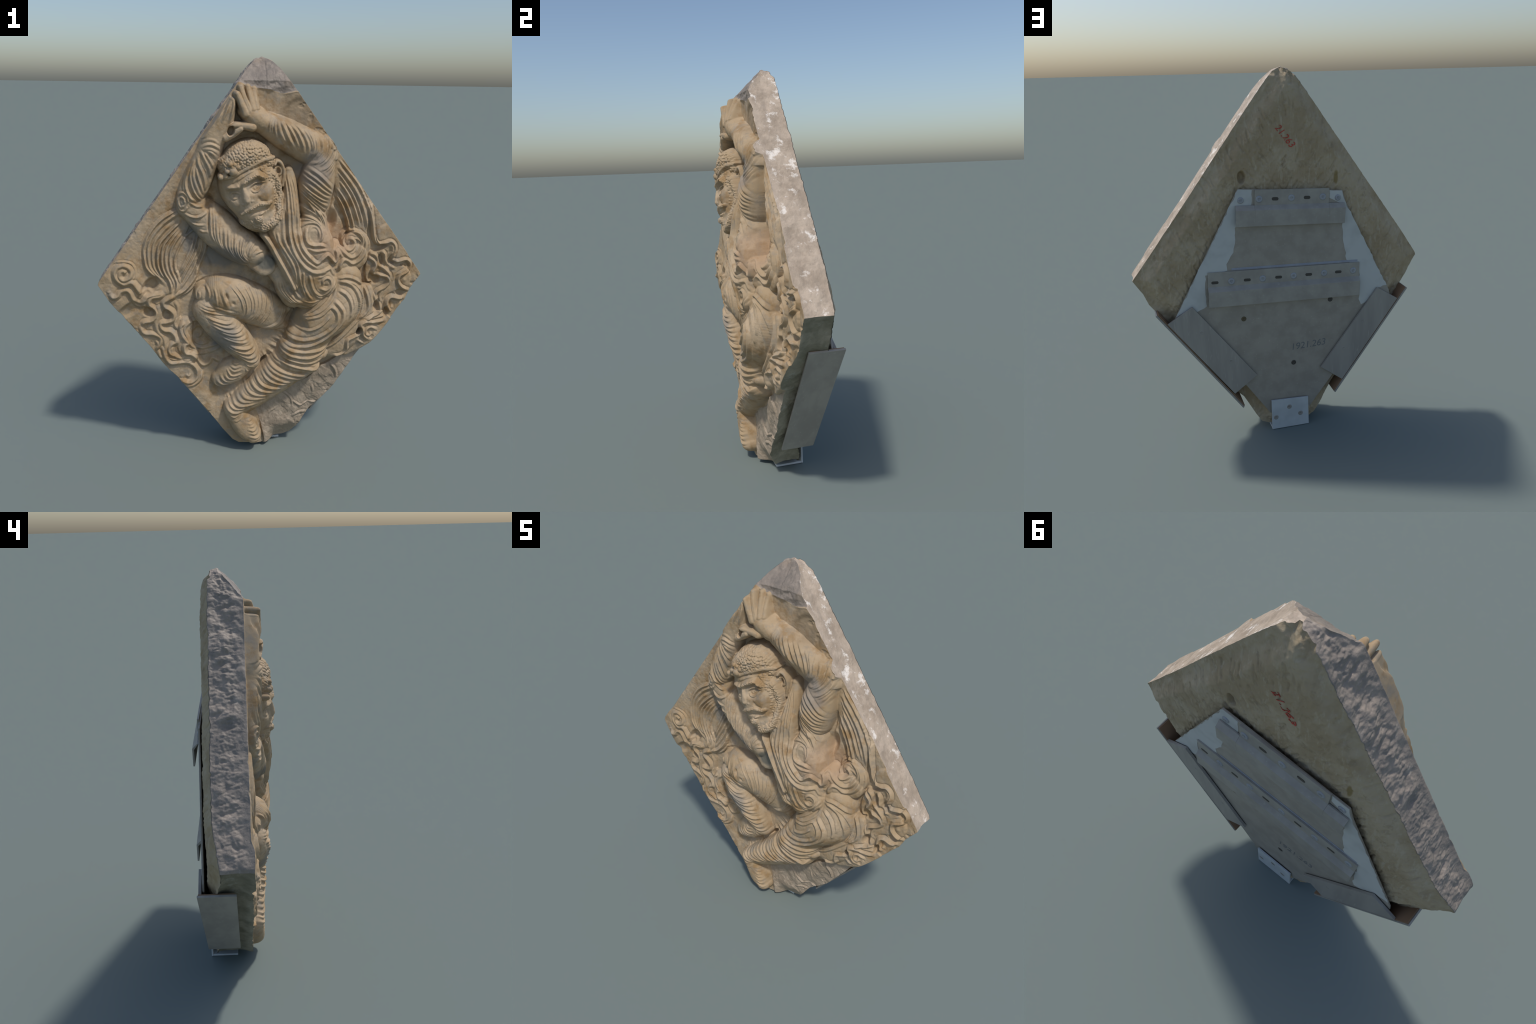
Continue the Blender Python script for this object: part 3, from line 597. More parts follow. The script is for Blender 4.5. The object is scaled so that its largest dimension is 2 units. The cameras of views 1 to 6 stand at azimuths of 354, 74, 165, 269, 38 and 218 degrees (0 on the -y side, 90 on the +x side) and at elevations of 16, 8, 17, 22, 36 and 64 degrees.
groove([(-0.052, 1.385), (-0.036, 1.367), (-0.009, 1.355), (0.015, 1.348)], .008, .005)
groove([(-0.094, 1.295), (-0.061, 1.308), (-0.032, 1.317), (-0.002, 1.326), (0.016, 1.338)], .0065, .010)
commit("head")
limb("moustache", [(-0.104, 1.313, 0.011, 0.172), (-0.075, 1.328, 0.014, 0.180), (-0.040, 1.347, 0.014, 0.180), (-0.010, 1.349, 0.014, 0.176), (0.011, 1.355, 0.012, 0.168)], foot=.14, power=2.5)
limb("moustache", [(-0.104, 1.311, 0.011, 0.172), (-0.120, 1.298, 0.011, 0.164)], foot=.12, power=2.5)
bump([(-0.033, 1.302)], .022, .009, -28, .010)
limb("beard", [(0.022, 1.473, 0.023, 0.134), (0.045, 1.436, 0.020, 0.126), (0.056, 1.393, 0.019, 0.116), (0.051, 1.350, 0.020, 0.128), (0.055, 1.311, 0.015, 0.146), (0.041, 1.271, 0.022, 0.158), (0.011, 1.246, 0.026, 0.165), (-0.015, 1.229, 0.025, 0.160)], foot=.09, power=3)
limb("beard", [(-0.042, 1.277, 0.023, 0.182)], foot=.14, power=2.4)
limb("beard", [(-0.076, 1.244, 0.031, 0.140), (-0.106, 1.257, 0.025, 0.132)], foot=.09, power=2.4)
hair_bumps([(-0.089, 1.313), (-0.075, 1.330), (-0.039, 1.352), (-0.010, 1.354), (0.014, 1.360), (0.015, 1.347), (-0.009, 1.340), (-0.039, 1.338), (-0.074, 1.317), (-0.103, 1.305)], .0075, .0042, .004, 11)
hair_bumps([(-0.038, 1.509), (0.003, 1.531), (0.027, 1.534), (0.041, 1.484), (0.059, 1.448), (0.074, 1.395), (0.070, 1.347), (0.072, 1.308), (0.061, 1.288), (0.065, 1.264), (0.035, 1.231), (-0.007, 1.211), (-0.038, 1.224), (-0.024, 1.250), (0.009, 1.262), (0.030, 1.285), (0.039, 1.308), (0.033, 1.352), (0.035, 1.403), (0.021, 1.445), (-0.009, 1.464)], .0095, .0056, .006, 12)
hair_bumps([(-0.059, 1.284), (-0.026, 1.289), (-0.016, 1.267), (-0.031, 1.252), (-0.055, 1.255)], .0085, .005, .005, 13)
hair_bumps([(-0.136, 1.268), (-0.083, 1.269), (-0.041, 1.242), (-0.028, 1.216), (-0.063, 1.207), (-0.110, 1.227)], .009, .005, .004, 14)
hair_bumps([(-0.116, 1.450), (-0.081, 1.475), (-0.052, 1.489), (-0.023, 1.478), (-0.028, 1.463), (-0.052, 1.472), (-0.082, 1.459), (-0.111, 1.442)], .008, .0045, .004, 15)
commit("beard")
limb("ear", [(0.036, 1.520, 0.011, 0.108), (0.046, 1.535, 0.011, 0.100), (0.065, 1.527, 0.011, 0.096), (0.078, 1.500, 0.011, 0.092), (0.082, 1.467, 0.010, 0.090), (0.078, 1.439, 0.011, 0.088), (0.078, 1.418, 0.009, 0.086)], foot=.05, power=2.6)
spiral_ridge([(0.041, 1.486), (0.040, 1.500), (0.051, 1.510), (0.063, 1.505), (0.068, 1.487), (0.064, 1.473), (0.054, 1.469)], .006, .009)
hollow([(0.055, 1.489)], .008, .012, 0, .072)
commit("ear")
limb("hair", [(-0.170, 1.514, 0.060, 0.152), (-0.122, 1.541, 0.081, 0.160), (-0.075, 1.553, 0.084, 0.157), (-0.033, 1.550, 0.067, 0.140), (-0.001, 1.533, 0.040, 0.118)], foot=.06, power=2.1)
hair_on("hair", .0112, .0070, .0085, 16)
commit("hair")
limb("headband", [(0.031, 1.555, 0.007, 0.110), (0.003, 1.550, 0.008, 0.130), (-0.022, 1.545, 0.008, 0.145), (-0.058, 1.530, 0.009, 0.157), (-0.093, 1.512, 0.009, 0.162), (-0.128, 1.492, 0.009, 0.163), (-0.156, 1.474, 0.009, 0.160), (-0.190, 1.464, 0.009, 0.150), (-0.219, 1.459, 0.008, 0.134)], foot=.11, power=5)
balls("hair", [(-0.160, 1.494)], .022, .176)
balls("hair", [(-0.175, 1.527), (-0.156, 1.526), (-0.139, 1.514), (-0.189, 1.495), (-0.162, 1.513)], .011, .170)
balls("hair", [(-0.217, 1.467), (-0.196, 1.472)], .014, .160)
commit("headband")

# ---------------------------------------------------------------------------------------- weathering of the carving
def blur(a, n):
    for _ in range(n):
        a = 0.5 * a + 0.125 * (np.roll(a, 1, 0) + np.roll(a, -1, 0) + np.roll(a, 1, 1) + np.roll(a, -1, 1))
    return a


# nothing stands proud of the upper left edge
edge_in = (0.8137 * (MX + 0.808) - 0.5812 * (MZ - 0.944)) 
cap = 0.054 + 6.0 * np.maximum(edge_in - 0.004, 0) + 0.03 * smooth(1.05, 0.96, MZ)
H = np.where(cap < 0.2, np.minimum(H, cap), H)
H = blur(H, 2)
H += 0.0007 * fractal(MX, MZ, 0.014, 31, 3) + 0.0008 * fractal(MX, MZ, 0.05, 35, 2)
chips = fractal(MX, MZ, 0.035, 41, 3)
H -= 0.004 * smooth(0.55, 1.1, chips) * smooth(0.02, 0.0, border_distance(MX, MZ))


def height_at(x, z):
    a, b = np.clip((x - X0) / STEP, 0, NX - 2), np.clip((z - Z0) / STEP, 0, NZ - 2)
    i, j = a.astype(int), b.astype(int)
    fa, fb = a - i, b - j
    return (H[j, i] * (1 - fa) + H[j, i + 1] * fa) * (1 - fb) + (H[j + 1, i] * (1 - fa) + H[j + 1, i + 1] * fa) * fb


# ---------------------------------------------------------------------------------------- one closed skin
def along(edge, n):
    p = np.array(edge)
    s = np.r_[0, np.cumsum(np.hypot(*np.diff(p, axis=0).T))]
    w = np.linspace(0, s[-1], n)
    return np.stack([np.interp(w, s, p[:, 0]), np.interp(w, s, p[:, 1])], 1)


N, M = 880, 852          # cells along top-right / top-left edges (even numbers)


def coons(n, m, bow):
    tr, tl, rb, lb = along(EDGE_TR, n + 1), along(EDGE_TL, m + 1), along(EDGE_RB, m + 1), along(EDGE_LB, n + 1)
    u, v = np.linspace(0, 1, n + 1)[:, None, None], np.linspace(0, 1, m + 1)[None, :, None]
    c00, c10, c01, c11 = (np.array(q) for q in (TOP, RIGHT, LEFT, BOTTOM))
    return (1 - v) * tr[:, None] + v * lb[:, None] + (1 - u) * tl[None] + u * rb[None] - (
        (1 - u) * (1 - v) * c00 + u * (1 - v) * c10 + (1 - u) * v * c01 + u * v * c11)


def loop(a):
    """border of a grid, once round"""
    return np.concatenate([a[:-1, 0], a[-1, :-1], a[:0:-1, -1], a[0, :0:-1]])


front = coons(N, M, 0)
fx, fz = front[..., 0], front[..., 1]
fy = -height_at(fx, fz)
back = coons(N // 2, M // 2, 0)
bx, bz = back[..., 0], back[..., 1]
e = np.maximum(border_distance(bx, bz), 0)
tool = lattice_noise(bx * 0.9 + bz * 0.45, bz * 0.9 - bx * 0.45, 0.016, 51) * 0.5 + lattice_noise((bx + bz * 0.6) * 3.2, bz - bx * 0.6, 0.05, 52)
by = 0.101 + 0.034 * smooth(0.0, 0.075, e) + 0.003 * fractal(bx, bz, 0.12, 54, 3) + 0.0026 * tool + 0.0016 * fractal(bx, bz, 0.012, 57, 2)
by -= 0.020 * smooth(1.94, 2.01, bz) + 0.012 * smooth(1.86, 1.97, bz) * np.maximum(fractal(bx, bz, 0.05, 58), 0)
by -= 0.030 * smooth(1.15, 0.6, np.hypot((bx - 0.222) / 0.020, (bz - 1.465) / 0.033))
by += 0.034 * smooth(0.22, 0.06, bz)
by -= 0.028 * np.exp(-((bx + 0.80) / 0.13) ** 2 - ((bz - 0.90) / 0.16) ** 2) + 0.010 * np.exp(-((bx - 0.80) / 0.13) ** 2 - ((bz - 0.95) / 0.16) ** 2)

# claw and point chisel strokes all over the back
gouge = np.zeros_like(H)
rb = np.random.default_rng(77)
for _ in range(650):
    cx, cz = rb.uniform(-0.75, 0.75), rb.uniform(0.5, 1.95)
    if border_distance(np.array(cx), np.array(cz)) < 0.02:
        continue
    lean = math.radians(rb.normal(0, 9) + (-32 if cx < 0.0 else 28) * smooth(1.9, 1.5, cz))
    half = rb.uniform(0.012, 0.038)
    d = np.array([math.sin(lean), math.cos(lean)]) * half
    bow = rb.normal(0, 0.004)
    p = np.array([[cx - d[0], cz - d[1]], [cx + bow, cz], [cx + d[0], cz + d[1]]])
    rows, cols, D, T = sweep(spline(p, 0.008), 0.011)
    gouge[rows, cols] = np.maximum(gouge[rows, cols], rb.uniform(0.0022, 0.0062) * np.exp(-(D / 0.0042) ** 2))
ga, gb = ((bx - X0) / STEP).astype(int), ((bz - Z0) / STEP).astype(int)
by -= gouge[np.clip(gb, 0, NZ - 1), np.clip(ga, 0, NX - 1)]

fl = np.stack([loop(fx), loop(fy), loop(fz)], 1)
bl = np.stack([loop(bx), loop(by), loop(bz)], 1)
P = len(fl)
bfull = np.empty((P, 3))
bfull[0::2] = bl
bfull[1::2] = 0.5 * (bl + np.roll(bl, -1, 0))
out2 = np.roll(fl, -6, 0)[:, [0, 2]] - np.roll(fl, 6, 0)[:, [0, 2]]
for _ in range(30):
    out2 = 0.5 * out2 + 0.25 * (np.roll(out2, 1, 0) + np.roll(out2, -1, 0))
out2 = np.stack([out2[:, 1], -out2[:, 0]], 1)
out2 /= np.hypot(*out2.T)[:, None]
arc = np.r_[0, np.cumsum(np.hypot(*np.diff(fl[:, [0, 2]], axis=0).T))]
K = 42
rough = np.interp(np.arange(P), [0, N * 0.05, N * 0.95, N, N + M * .9, N + M, N + M + N * .98, N + M + N, 2 * N + M + M * 0.97, 2 * N + 2 * M],
                  [.006, .0035, .0035, .003, .0035, .003, .0025, .004, .009, .006])
hackly = np.interp(np.arange(P), [0, 2 * N + M - 30, 2 * N + M + 30, 2 * N + 2 * M - 30, 2 * N + 2 * M], [0, 0, 1, 1, 0.5])
side = []
for k in range(1, K):
    t = k / K
    p = fl * (1 - t) + bfull * t
    w = np.sin(math.pi * t) ** 0.35
    y = p[:, 1]
    disp = rough * (0.9 * fractal(arc * 0.8 + y * 0.6, y * 0.8 - arc * 0.6, 0.06, 61, 4, 0.55) + 0.5 * lattice_noise(arc * 0.7 + y * 0.7, y * 0.7 - arc * 0.7, 0.03, 66))
    a2, y2 = arc * 0.95 + y * 0.3 + 0.013, y * 0.95 - arc * 0.3 + 0.5
    hack = np.abs(lattice_noise(a2, y2 * 0.4, 0.040, 71)) + 0.6 * np.abs(lattice_noise(a2 * 1.1 + 3, y2 * 0.5, 0.022, 72)) + 0.25 * lattice_noise(a2, y2, 0.009, 73)
    disp = disp + hackly * (0.003 - 0.0065 * hack) * smooth(0.10, 0.35, t)
    low_bulge = np.interp(np.arange(P), [N + M, N + M + 1, 2 * N + M - 260, 2 * N + M], [0.008, 0.012, 0.018, 0.028])
    low_edge = np.interp(np.arange(P), [N, N + 25, 2 * N + M - 8, 2 * N + M], [0, 1, 1, 0])
    p[:, [0, 2]] += out2 * ((disp + 0.002 + low_bulge * low_edge * smooth(0, 0.4, t)) * w)[:, None]
    side.append(p)
side = np.array(side)

nf = (N + 1) * (M + 1)
nb = (N // 2 + 1) * (M // 2 + 1)
verts = np.concatenate([np.stack([fx, fy, fz], -1).reshape(-1, 3), np.stack([bx, by, bz], -1).reshape(-1, 3), side.reshape(-1, 3)])
fi = np.arange(nf).reshape(N + 1, M + 1)
bi = nf + np.arange(nb).reshape(N // 2 + 1, M // 2 + 1)
si = nf + nb + np.arange((K - 1) * P).reshape(K - 1, P)


def quads(g, flip):
    q = np.stack([g[:-1, :-1], g[1:, :-1], g[1:, 1:], g[:-1, 1:]], -1).reshape(-1, 4)
    return q[:, ::-1] if flip else q


q_front = quads(fi, False)
q_back = quads(bi, True)
ring = np.vstack([loop(fi)[None], si])
q_side = np.stack([ring[:-1], ring[1:], np.roll(ring[1:], -1, 1), np.roll(ring[:-1], -1, 1)], -1).reshape(-1, 4)
last, bloop = ring[-1], loop(bi)
pent = np.stack([last[0::2], bloop, np.roll(bloop, -1), np.roll(last, -1)[1::2], last[1::2]], -1)

# which way round is outward?
def face_normal(q):
    a, b, c = verts[q[:, 0]], verts[q[:, 1]], verts[q[:, 2]]
    return np.cross(b - a, c - a)


if face_normal(q_front)[:, 1].mean() > 0:
    q_front = q_front[:, ::-1]
if face_normal(q_back)[:, 1].mean() < 0:
    q_back = q_back[:, ::-1]
mid = verts[q_side].mean(1)
if (face_normal(q_side) * (mid - [0, 0.03, 1.0])).sum() < 0:
    q_side, pent = q_side[:, ::-1], pent[:, ::-1]

normals = np.zeros_like(verts)
for q in (q_front, q_back, q_side):
    n = np.cross(verts[q[:, 2]] - verts[q[:, 0]], verts[q[:, 3]] - verts[q[:, 1]])
    for k in range(4):
        for a in range(3):
            normals[:, a] += np.bincount(q[:, k], n[:, a], len(verts))
normals /= np.maximum(np.linalg.norm(normals, axis=1), 1e-12)[:, None]

# ---------------------------------------------------------------------------------------- materials
def material(name):
    m = bpy.data.materials.new(name)
    m.use_nodes = True
    t = m.node_tree
    t.nodes.clear()
    o = t.nodes.new("ShaderNodeOutputMaterial")
    b = t.nodes.new("ShaderNodeBsdfPrincipled")
    t.links.new(b.outputs[0], o.inputs[0])
    return m, t, b


class Nodes:
    def __init__(self, tree):
        self.t = tree
        self.co = tree.nodes.new("ShaderNodeTexCoord").outputs["Object"]

    def link(self, a, b):
        self.t.links.new(a, b)

    def mapped(self, scale=(1, 1, 1), rot=(0, 0, 0), loc=(0, 0, 0)):
        n = self.t.nodes.new("ShaderNodeMapping")
        n.inputs["Scale"].default_value, n.inputs["Rotation"].default_value, n.inputs["Location"].default_value = scale, rot, loc
        self.link(self.co, n.inputs["Vector"])
        return n.outputs[0]

    def noise(self, scale, detail=4, rough=0.55, co=None, distort=0.0):
        n = self.t.nodes.new("ShaderNodeTexNoise")
        n.inputs["Scale"].default_value, n.inputs["Detail"].default_value = scale, detail
        n.inputs["Roughness"].default_value, n.inputs["Distortion"].default_value = rough, distort
        self.link(co or self.co, n.inputs["Vector"])
        return n.outputs["Fac"]

    def voronoi(self, scale, co=None):
        n = self.t.nodes.new("ShaderNodeTexVoronoi")
        n.inputs["Scale"].default_value = scale
        self.link(co or self.co, n.inputs["Vector"])
        return n.outputs["Distance"]

    def ramp(self, fac, a, b):
        """0 below a, 1 above b"""
        n = self.t.nodes.new("ShaderNodeMapRange")
        n.interpolation_type = "SMOOTHSTEP"
        n.inputs["From Min"].default_value, n.inputs["From Max"].default_value = a, b
        self.link(fac, n.inputs["Value"])
        return n.outputs[0]

    def math(self, op, a, b=None):
        n = self.t.nodes.new("ShaderNodeMath")
        n.operation = op
        for k, v in enumerate((a, b)):
            if v is None:
                continue
            if isinstance(v, (int, float)):
                n.inputs[k].default_value = v
            else:
                self.link(v, n.inputs[k])
        return n.outputs[0]

    def mix(self, fac, a, b, mode="MIX"):
        n = self.t.nodes.new("ShaderNodeMix")
        n.data_type, n.blend_type = "RGBA", mode
        for sock, v in ((n.inputs[0], fac), (n.inputs[6], a), (n.inputs[7], b)):
            if isinstance(v, (int, float)):
                sock.default_value = v
            elif isinstance(v, tuple):
                sock.default_value = (*v, 1)
            else:
                self.link(v, sock)
        return n.outputs[2]

    def axis(self, k):
        n = self.t.nodes.new("ShaderNodeSeparateXYZ")
        self.link(self.co, n.inputs[0])
        return n.outputs[k]

    def blob(self, x, z, rx, rz, wobble=0.3):
        """soft patch round a place on the panel, edge broken by noise"""
        dx = self.math("DIVIDE", self.math("SUBTRACT", self.axis(0), x), rx)
        dz = self.math("DIVIDE", self.math("SUBTRACT", self.axis(2), z), rz)
        r = self.math("SQRT", self.math("ADD", self.math("MULTIPLY", dx, dx), self.math("MULTIPLY", dz, dz)))
        r = self.math("ADD", r, self.math("MULTIPLY", self.math("SUBTRACT", self.noise(14, 4), 0.5), wobble * 3))
        return self.math("SUBTRACT", 1.0, self.ramp(r, 0.6, 1.1))

    def bump(self, height, strength, dist, bsdf):
        n = self.t.nodes.new("ShaderNodeBump")
        n.inputs["Strength"].default_value, n.inputs["Distance"].default_value = strength, dist
        self.link(height, n.inputs["Height"])
        self.link(n.outputs[0], bsdf.inputs["Normal"])


def carved_stone():
    m, t, b = material("carved_sandstone")
    n = Nodes(t)
    c = n.mix(n.ramp(n.noise(5, 5, 0.6), 0.38, 0.64), (0.365, 0.266, 0.158), (0.440, 0.337, 0.224))
    c = n.mix(n.math("MULTIPLY", n.ramp(n.noise(9, 5, 0.62, n.mapped(loc=(3, 1, 2))), 0.50, 0.68), 0.80), c, (0.27, 0.165, 0.068))      # ochre iron stain
    c = n.mix(n.math("MULTIPLY", n.ramp(n.noise(7, 6, 0.65, n.mapped(loc=(7, 5, 1))), 0.55, 0.72), 0.65), c, (0.235, 0.215, 0.180))       # grey lichen bloom
    c = n.mix(n.math("MULTIPLY", n.ramp(n.noise(38, 4, 0.7, n.mapped(loc=(1, 9, 4))), 0.60, 0.74), 0.45), c, (0.45, 0.36, 0.26))
    c = n.mix(n.math("MULTIPLY", n.ramp(n.noise(75, 3, 0.6, n.mapped(loc=(5, 2, 8))), 0.66, 0.76), 0.55), c, (0.33, 0.33, 0.31))          # pale flecks
    c = n.mix(n.math("MULTIPLY", n.ramp(n.noise(17, 6, 0.7, n.mapped(loc=(8, 3, 5))), 0.50, 0.62), 0.5), c, (0.27, 0.235, 0.185))       # grey-green patina
    c = n.mix(n.math("MULTIPLY", n.ramp(n.noise(24, 5, 0.65, n.mapped(loc=(2, 6, 9))), 0.56, 0.68), 0.55), c, (0.31, 0.195, 0.095))      # small ochre stains
    c = n.mix(n.math("MULTIPLY", n.blob(0.33, 1.15, 0.11, 0.11), 0.4), c, (0.40, 0.25, 0.15))                                         # pink blush on the breast
    c = n.mix(n.math("MULTIPLY", n.blob(0.17, 1.77, 0.13, 0.10), 0.55), c, (0.21, 0.15, 0.085))                                          # ochre hollow
    c = n.mix(n.math("MULTIPLY", n.blob(-0.21, 1.07, 0.12, 0.07), 0.8), c, (0.165, 0.155, 0.135))                                        # grey field
    c = n.mix(n.math("MULTIPLY", n.blob(-0.20, 0.66, 0.08, 0.10), 0.7), c, (0.19, 0.18, 0.16))
    c = n.mix(n.math("MULTIPLY", n.blob(0.22, 1.50, 0.09, 0.09), 0.6), c, (0.23, 0.20, 0.17))
    c = n.mix(n.math("MULTIPLY", n.blob(-0.36, 1.16, 0.05, 0.09), 0.6), c, (0.16, 0.155, 0.14))
    c = n.mix(n.math("MULTIPLY", n.blob(0.00, 1.055, 0.055, 0.045, 0.1), 0.9), c, (0.14, 0.135, 0.11))                                    # dark broken stub
    n.link(c, b.inputs["Base Color"])
    b.inputs["Roughness"].default_value = 0.78
    b.inputs["Specular IOR Level"].default_value = 0.35
    n.bump(n.noise(220, 4, 0.6), 0.25, 0.002, b)
    return m


def grey_rock(name, a, d, pale, amount, ochre=0.0):
    m, t, b = material(name)
    n = Nodes(t)
    c = n.mix(n.ramp(n.noise(11, 6, 0.65), 0.36, 0.64), a, d)
    c = n.mix(n.math("MULTIPLY", n.ramp(n.noise(16, 5, 0.7, n.mapped(loc=(4, 1, 6))), 0.56, 0.68), amount), c, pale)
    c = n.mix(n.math("MULTIPLY", n.ramp(n.noise(60, 4, 0.7), 0.55, 0.75), 0.35), c, d)
    if ochre:
        c = n.mix(n.math("MULTIPLY", n.ramp(n.noise(8, 4, 0.6, n.mapped(loc=(2, 8, 3))), 0.55, 0.70), ochre), c, (0.26, 0.18, 0.10))
    n.link(c, b.inputs["Base Color"])
    b.inputs["Roughness"].default_value = 0.62
    n.bump(n.noise(130, 5, 0.65), 0.5, 0.004, b)
    return m


def back_stone():
    m, t, b = material("tooled_back_stone")
    n = Nodes(t)
    c = n.mix(n.ramp(n.noise(6, 5, 0.6), 0.38, 0.64), (0.375, 0.285, 0.17), (0.45, 0.36, 0.235))
    streak = n.noise(44, 4, 0.6, n.mapped((1.0, 1.0, 0.2), (0, math.radians(-34), 0)))
    c = n.mix(n.math("MULTIPLY", n.ramp(streak, 0.56, 0.68), 0.55), c, (0.50, 0.425, 0.30))
    streak = n.noise(50, 4, 0.6, n.mapped((1.0, 1.0, 0.2), (0, math.radians(30), 0), (3, 2, 1)))
    c = n.mix(n.math("MULTIPLY", n.ramp(streak, 0.57, 0.68), 0.45), c, (0.50, 0.425, 0.30))
    c = n.mix(n.math("MULTIPLY", n.ramp(n.noise(20, 5, 0.65, n.mapped(loc=(6, 2, 3))), 0.56, 0.70), 0.5), c, (0.24, 0.18, 0.10))
    c = n.mix(n.math("MULTIPLY", n.blob(-0.29, 1.435, 0.014, 0.04), 0.8), c, (0.22, 0.15, 0.04))
    n.link(c, b.inputs["Base Color"])
    b.inputs["Roughness"].default_value = 0.8
    n.bump(n.noise(90, 5, 0.65), 0.5, 0.004, b)
    return m


def metal(name, a, d, metallic=0.1, rough=0.5, brushed=(1, 1, 1)):
    m, t, b = material(name)
    n = Nodes(t)
    c = n.mix(n.ramp(n.noise(12, 5, 0.6, n.mapped(brushed)), 0.35, 0.65), a, d)
    c = n.mix(n.math("MULTIPLY", n.ramp(n.noise(90, 4, 0.7, n.mapped(brushed)), 0.58, 0.72), 0.35), c, tuple(min(1, v * 1.5) for v in d))
    n.link(c, b.inputs["Base Color"])
    b.inputs["Metallic"].default_value = metallic
    b.inputs["Roughness"].default_value = rough
    n.bump(n.noise(160, 3, 0.6), 0.12, 0.001, b)
    return m


def plain(name, col, rough=0.6):
    m, t, b = material(name)
    n = Nodes(t)
    c = n.mix(n.ramp(n.noise(9, 5, 0.6), 0.4, 0.7), col, tuple(v * 0.86 for v in col))
    n.link(c, b.inputs["Base Color"])
    b.inputs["Roughness"].default_value = rough
    return m


CARVED = carved_stone()
SIDE_LEFT = grey_rock("split_grey_stone", (0.245, 0.21, 0.175), (0.35, 0.29, 0.235), (0.45, 0.385, 0.32), 0.5)
SIDE_RIGHT = grey_rock("sawn_pale_stone", (0.35, 0.275, 0.205), (0.49, 0.395, 0.305), (0.85, 0.78, 0.70), 0.85)
SIDE_LOW = grey_rock("green_grey_stone", (0.19, 0.175, 0.12), (0.30, 0.27, 0.20), (0.40, 0.39, 0.34), 0.4)  # darker green-grey for both lower edge faces
ROCK = grey_rock("broken_tan_stone", (0.29, 0.23, 0.165), (0.36, 0.29, 0.215), (0.44, 0.36, 0.27), 0.5, 0.4)
APEX = grey_rock("broken_grey_stone", (0.175, 0.15, 0.125), (0.265, 0.22, 0.18), (0.35, 0.295, 0.24), 0.5, 0.25)
BACK = back_stone()
PLATE = metal("dull_painted_plate", (0.30, 0.27, 0.225), (0.355, 0.322, 0.27))
RAIL = metal("scuffed_rail_metal", (0.30, 0.278, 0.24), (0.36, 0.337, 0.29))
ANGLE = metal("brushed_angle_metal", (0.285, 0.265, 0.235), (0.345, 0.322, 0.283), brushed=(1, 1, 0.12))
BLUE = metal("bluish_fillet_metal", (0.28, 0.30, 0.36), (0.33, 0.35, 0.40))
PAINT = plain("pale_grey_paint", (0.53, 0.54, 0.51))
WHITE = plain("white_foot_paint", (0.52, 0.55, 0.55))
SCREW = metal("screw_metal", (0.30, 0.31, 0.33), (0.36, 0.37, 0.38), 0.2, 0.4)
DARK = plain("painted_recess_shade", (0.06, 0.052, 0.042))  # dark colour stands for the shade inside slots, plate holes and screw crosses
BRASS = plain("brown_plug", (0.12, 0.09, 0.045))
FELT = plain("brown_liner", (0.27, 0.165, 0.095), 0.9)
RED = plain("red_ink", (0.50, 0.075, 0.045))
PENCIL = plain("pencil_line", (0.17, 0.175, 0.175))

# ---------------------------------------------------------------------------------------- parts of the panel
panel = bpy.data.objects.new("stone_relief_panel", None)
panel.empty_display_size = 0.1
bpy.context.collection.objects.link(panel)
panel["label"] = "lozenge stone relief of crouching bearded man in rippling cloth"
panel["category"] = "stone relief"


def add(name, mesh, parent=panel, mat=None):
    o = bpy.data.objects.new(name, mesh)
    bpy.context.collection.objects.link(o)
    o.parent = parent
    if mat:
        mesh.materials.clear()
        mesh.materials.append(mat)
    return o


def skin_part(name, faces, mat):
    """one region of the skin as its own mesh, with the whole skin's normals"""
    flat = np.concatenate([f.reshape(-1) for f in faces])
    sizes = np.concatenate([np.full(len(f), f.shape[1]) for f in faces])
    used, idx = np.unique(flat, return_inverse=True)
    me = bpy.data.meshes.new(name)
    me.vertices.add(len(used))
    me.vertices.foreach_set("co", verts[used].astype(np.float32).ravel())
    me.loops.add(len(idx))
    me.loops.foreach_set("vertex_index", idx.astype(np.int32))
    me.polygons.add(len(sizes))
    me.polygons.foreach_set("loop_start", np.r_[0, np.cumsum(sizes)[:-1]].astype(np.int32))
    me.update(calc_edges=True)
    me.polygons.foreach_set("use_smooth", np.ones(len(sizes), bool))
    me.normals_split_custom_set_from_vertices(normals[used].astype(np.float32))
    me.validate()
    return add(name, me, panel, mat)


centre = verts[q_front].mean(1)
ci = np.clip(((centre[:, 0] - X0) / STEP).astype(int), 0, NX - 1)
cj = np.clip(((centre[:, 2] - Z0) / STEP).astype(int), 0, NZ - 1)
flab = LAB[cj, ci]
NAMES = {"left_drapery": "drapery", "right_drapery": "drapery.001", "left_hem": "hem", "right_hem": "hem.001"}
for k, pname in enumerate(PARTS):
    sel = q_front[flab == k]
    if len(sel):
        skin_part(NAMES.get(pname, pname), [sel], APEX if pname == "broken_apex_stone" else ROCK if pname.startswith("broken") else CARVED)
pos = np.tile(np.arange(P), K - 1)
for nm, a, b_, mt in (("edge_face", 0, N, SIDE_RIGHT), ("edge_face.001", N, N + M, SIDE_LOW), ("edge_face.002", N + M, 2 * N + M, SIDE_LOW), ("edge_face.003", 2 * N + M, P, SIDE_LEFT)):
    skin_part(nm, [q_side[(pos >= a) & (pos < b_)], pent[(np.arange(P // 2) * 2 >= a) & (np.arange(P // 2) * 2 < b_)]], mt)
skin_part("back_face", [q_back], BACK)

# ---------------------------------------------------------------------------------------- metal mount on the back
import bmesh


def bevelled(bm, width, segments=2):
    bmesh.ops.bevel(bm, geom=[e for e in bm.edges if e.calc_face_angle(0) > 0.5], offset=width, segments=segments, affect="EDGES", profile=0.7)


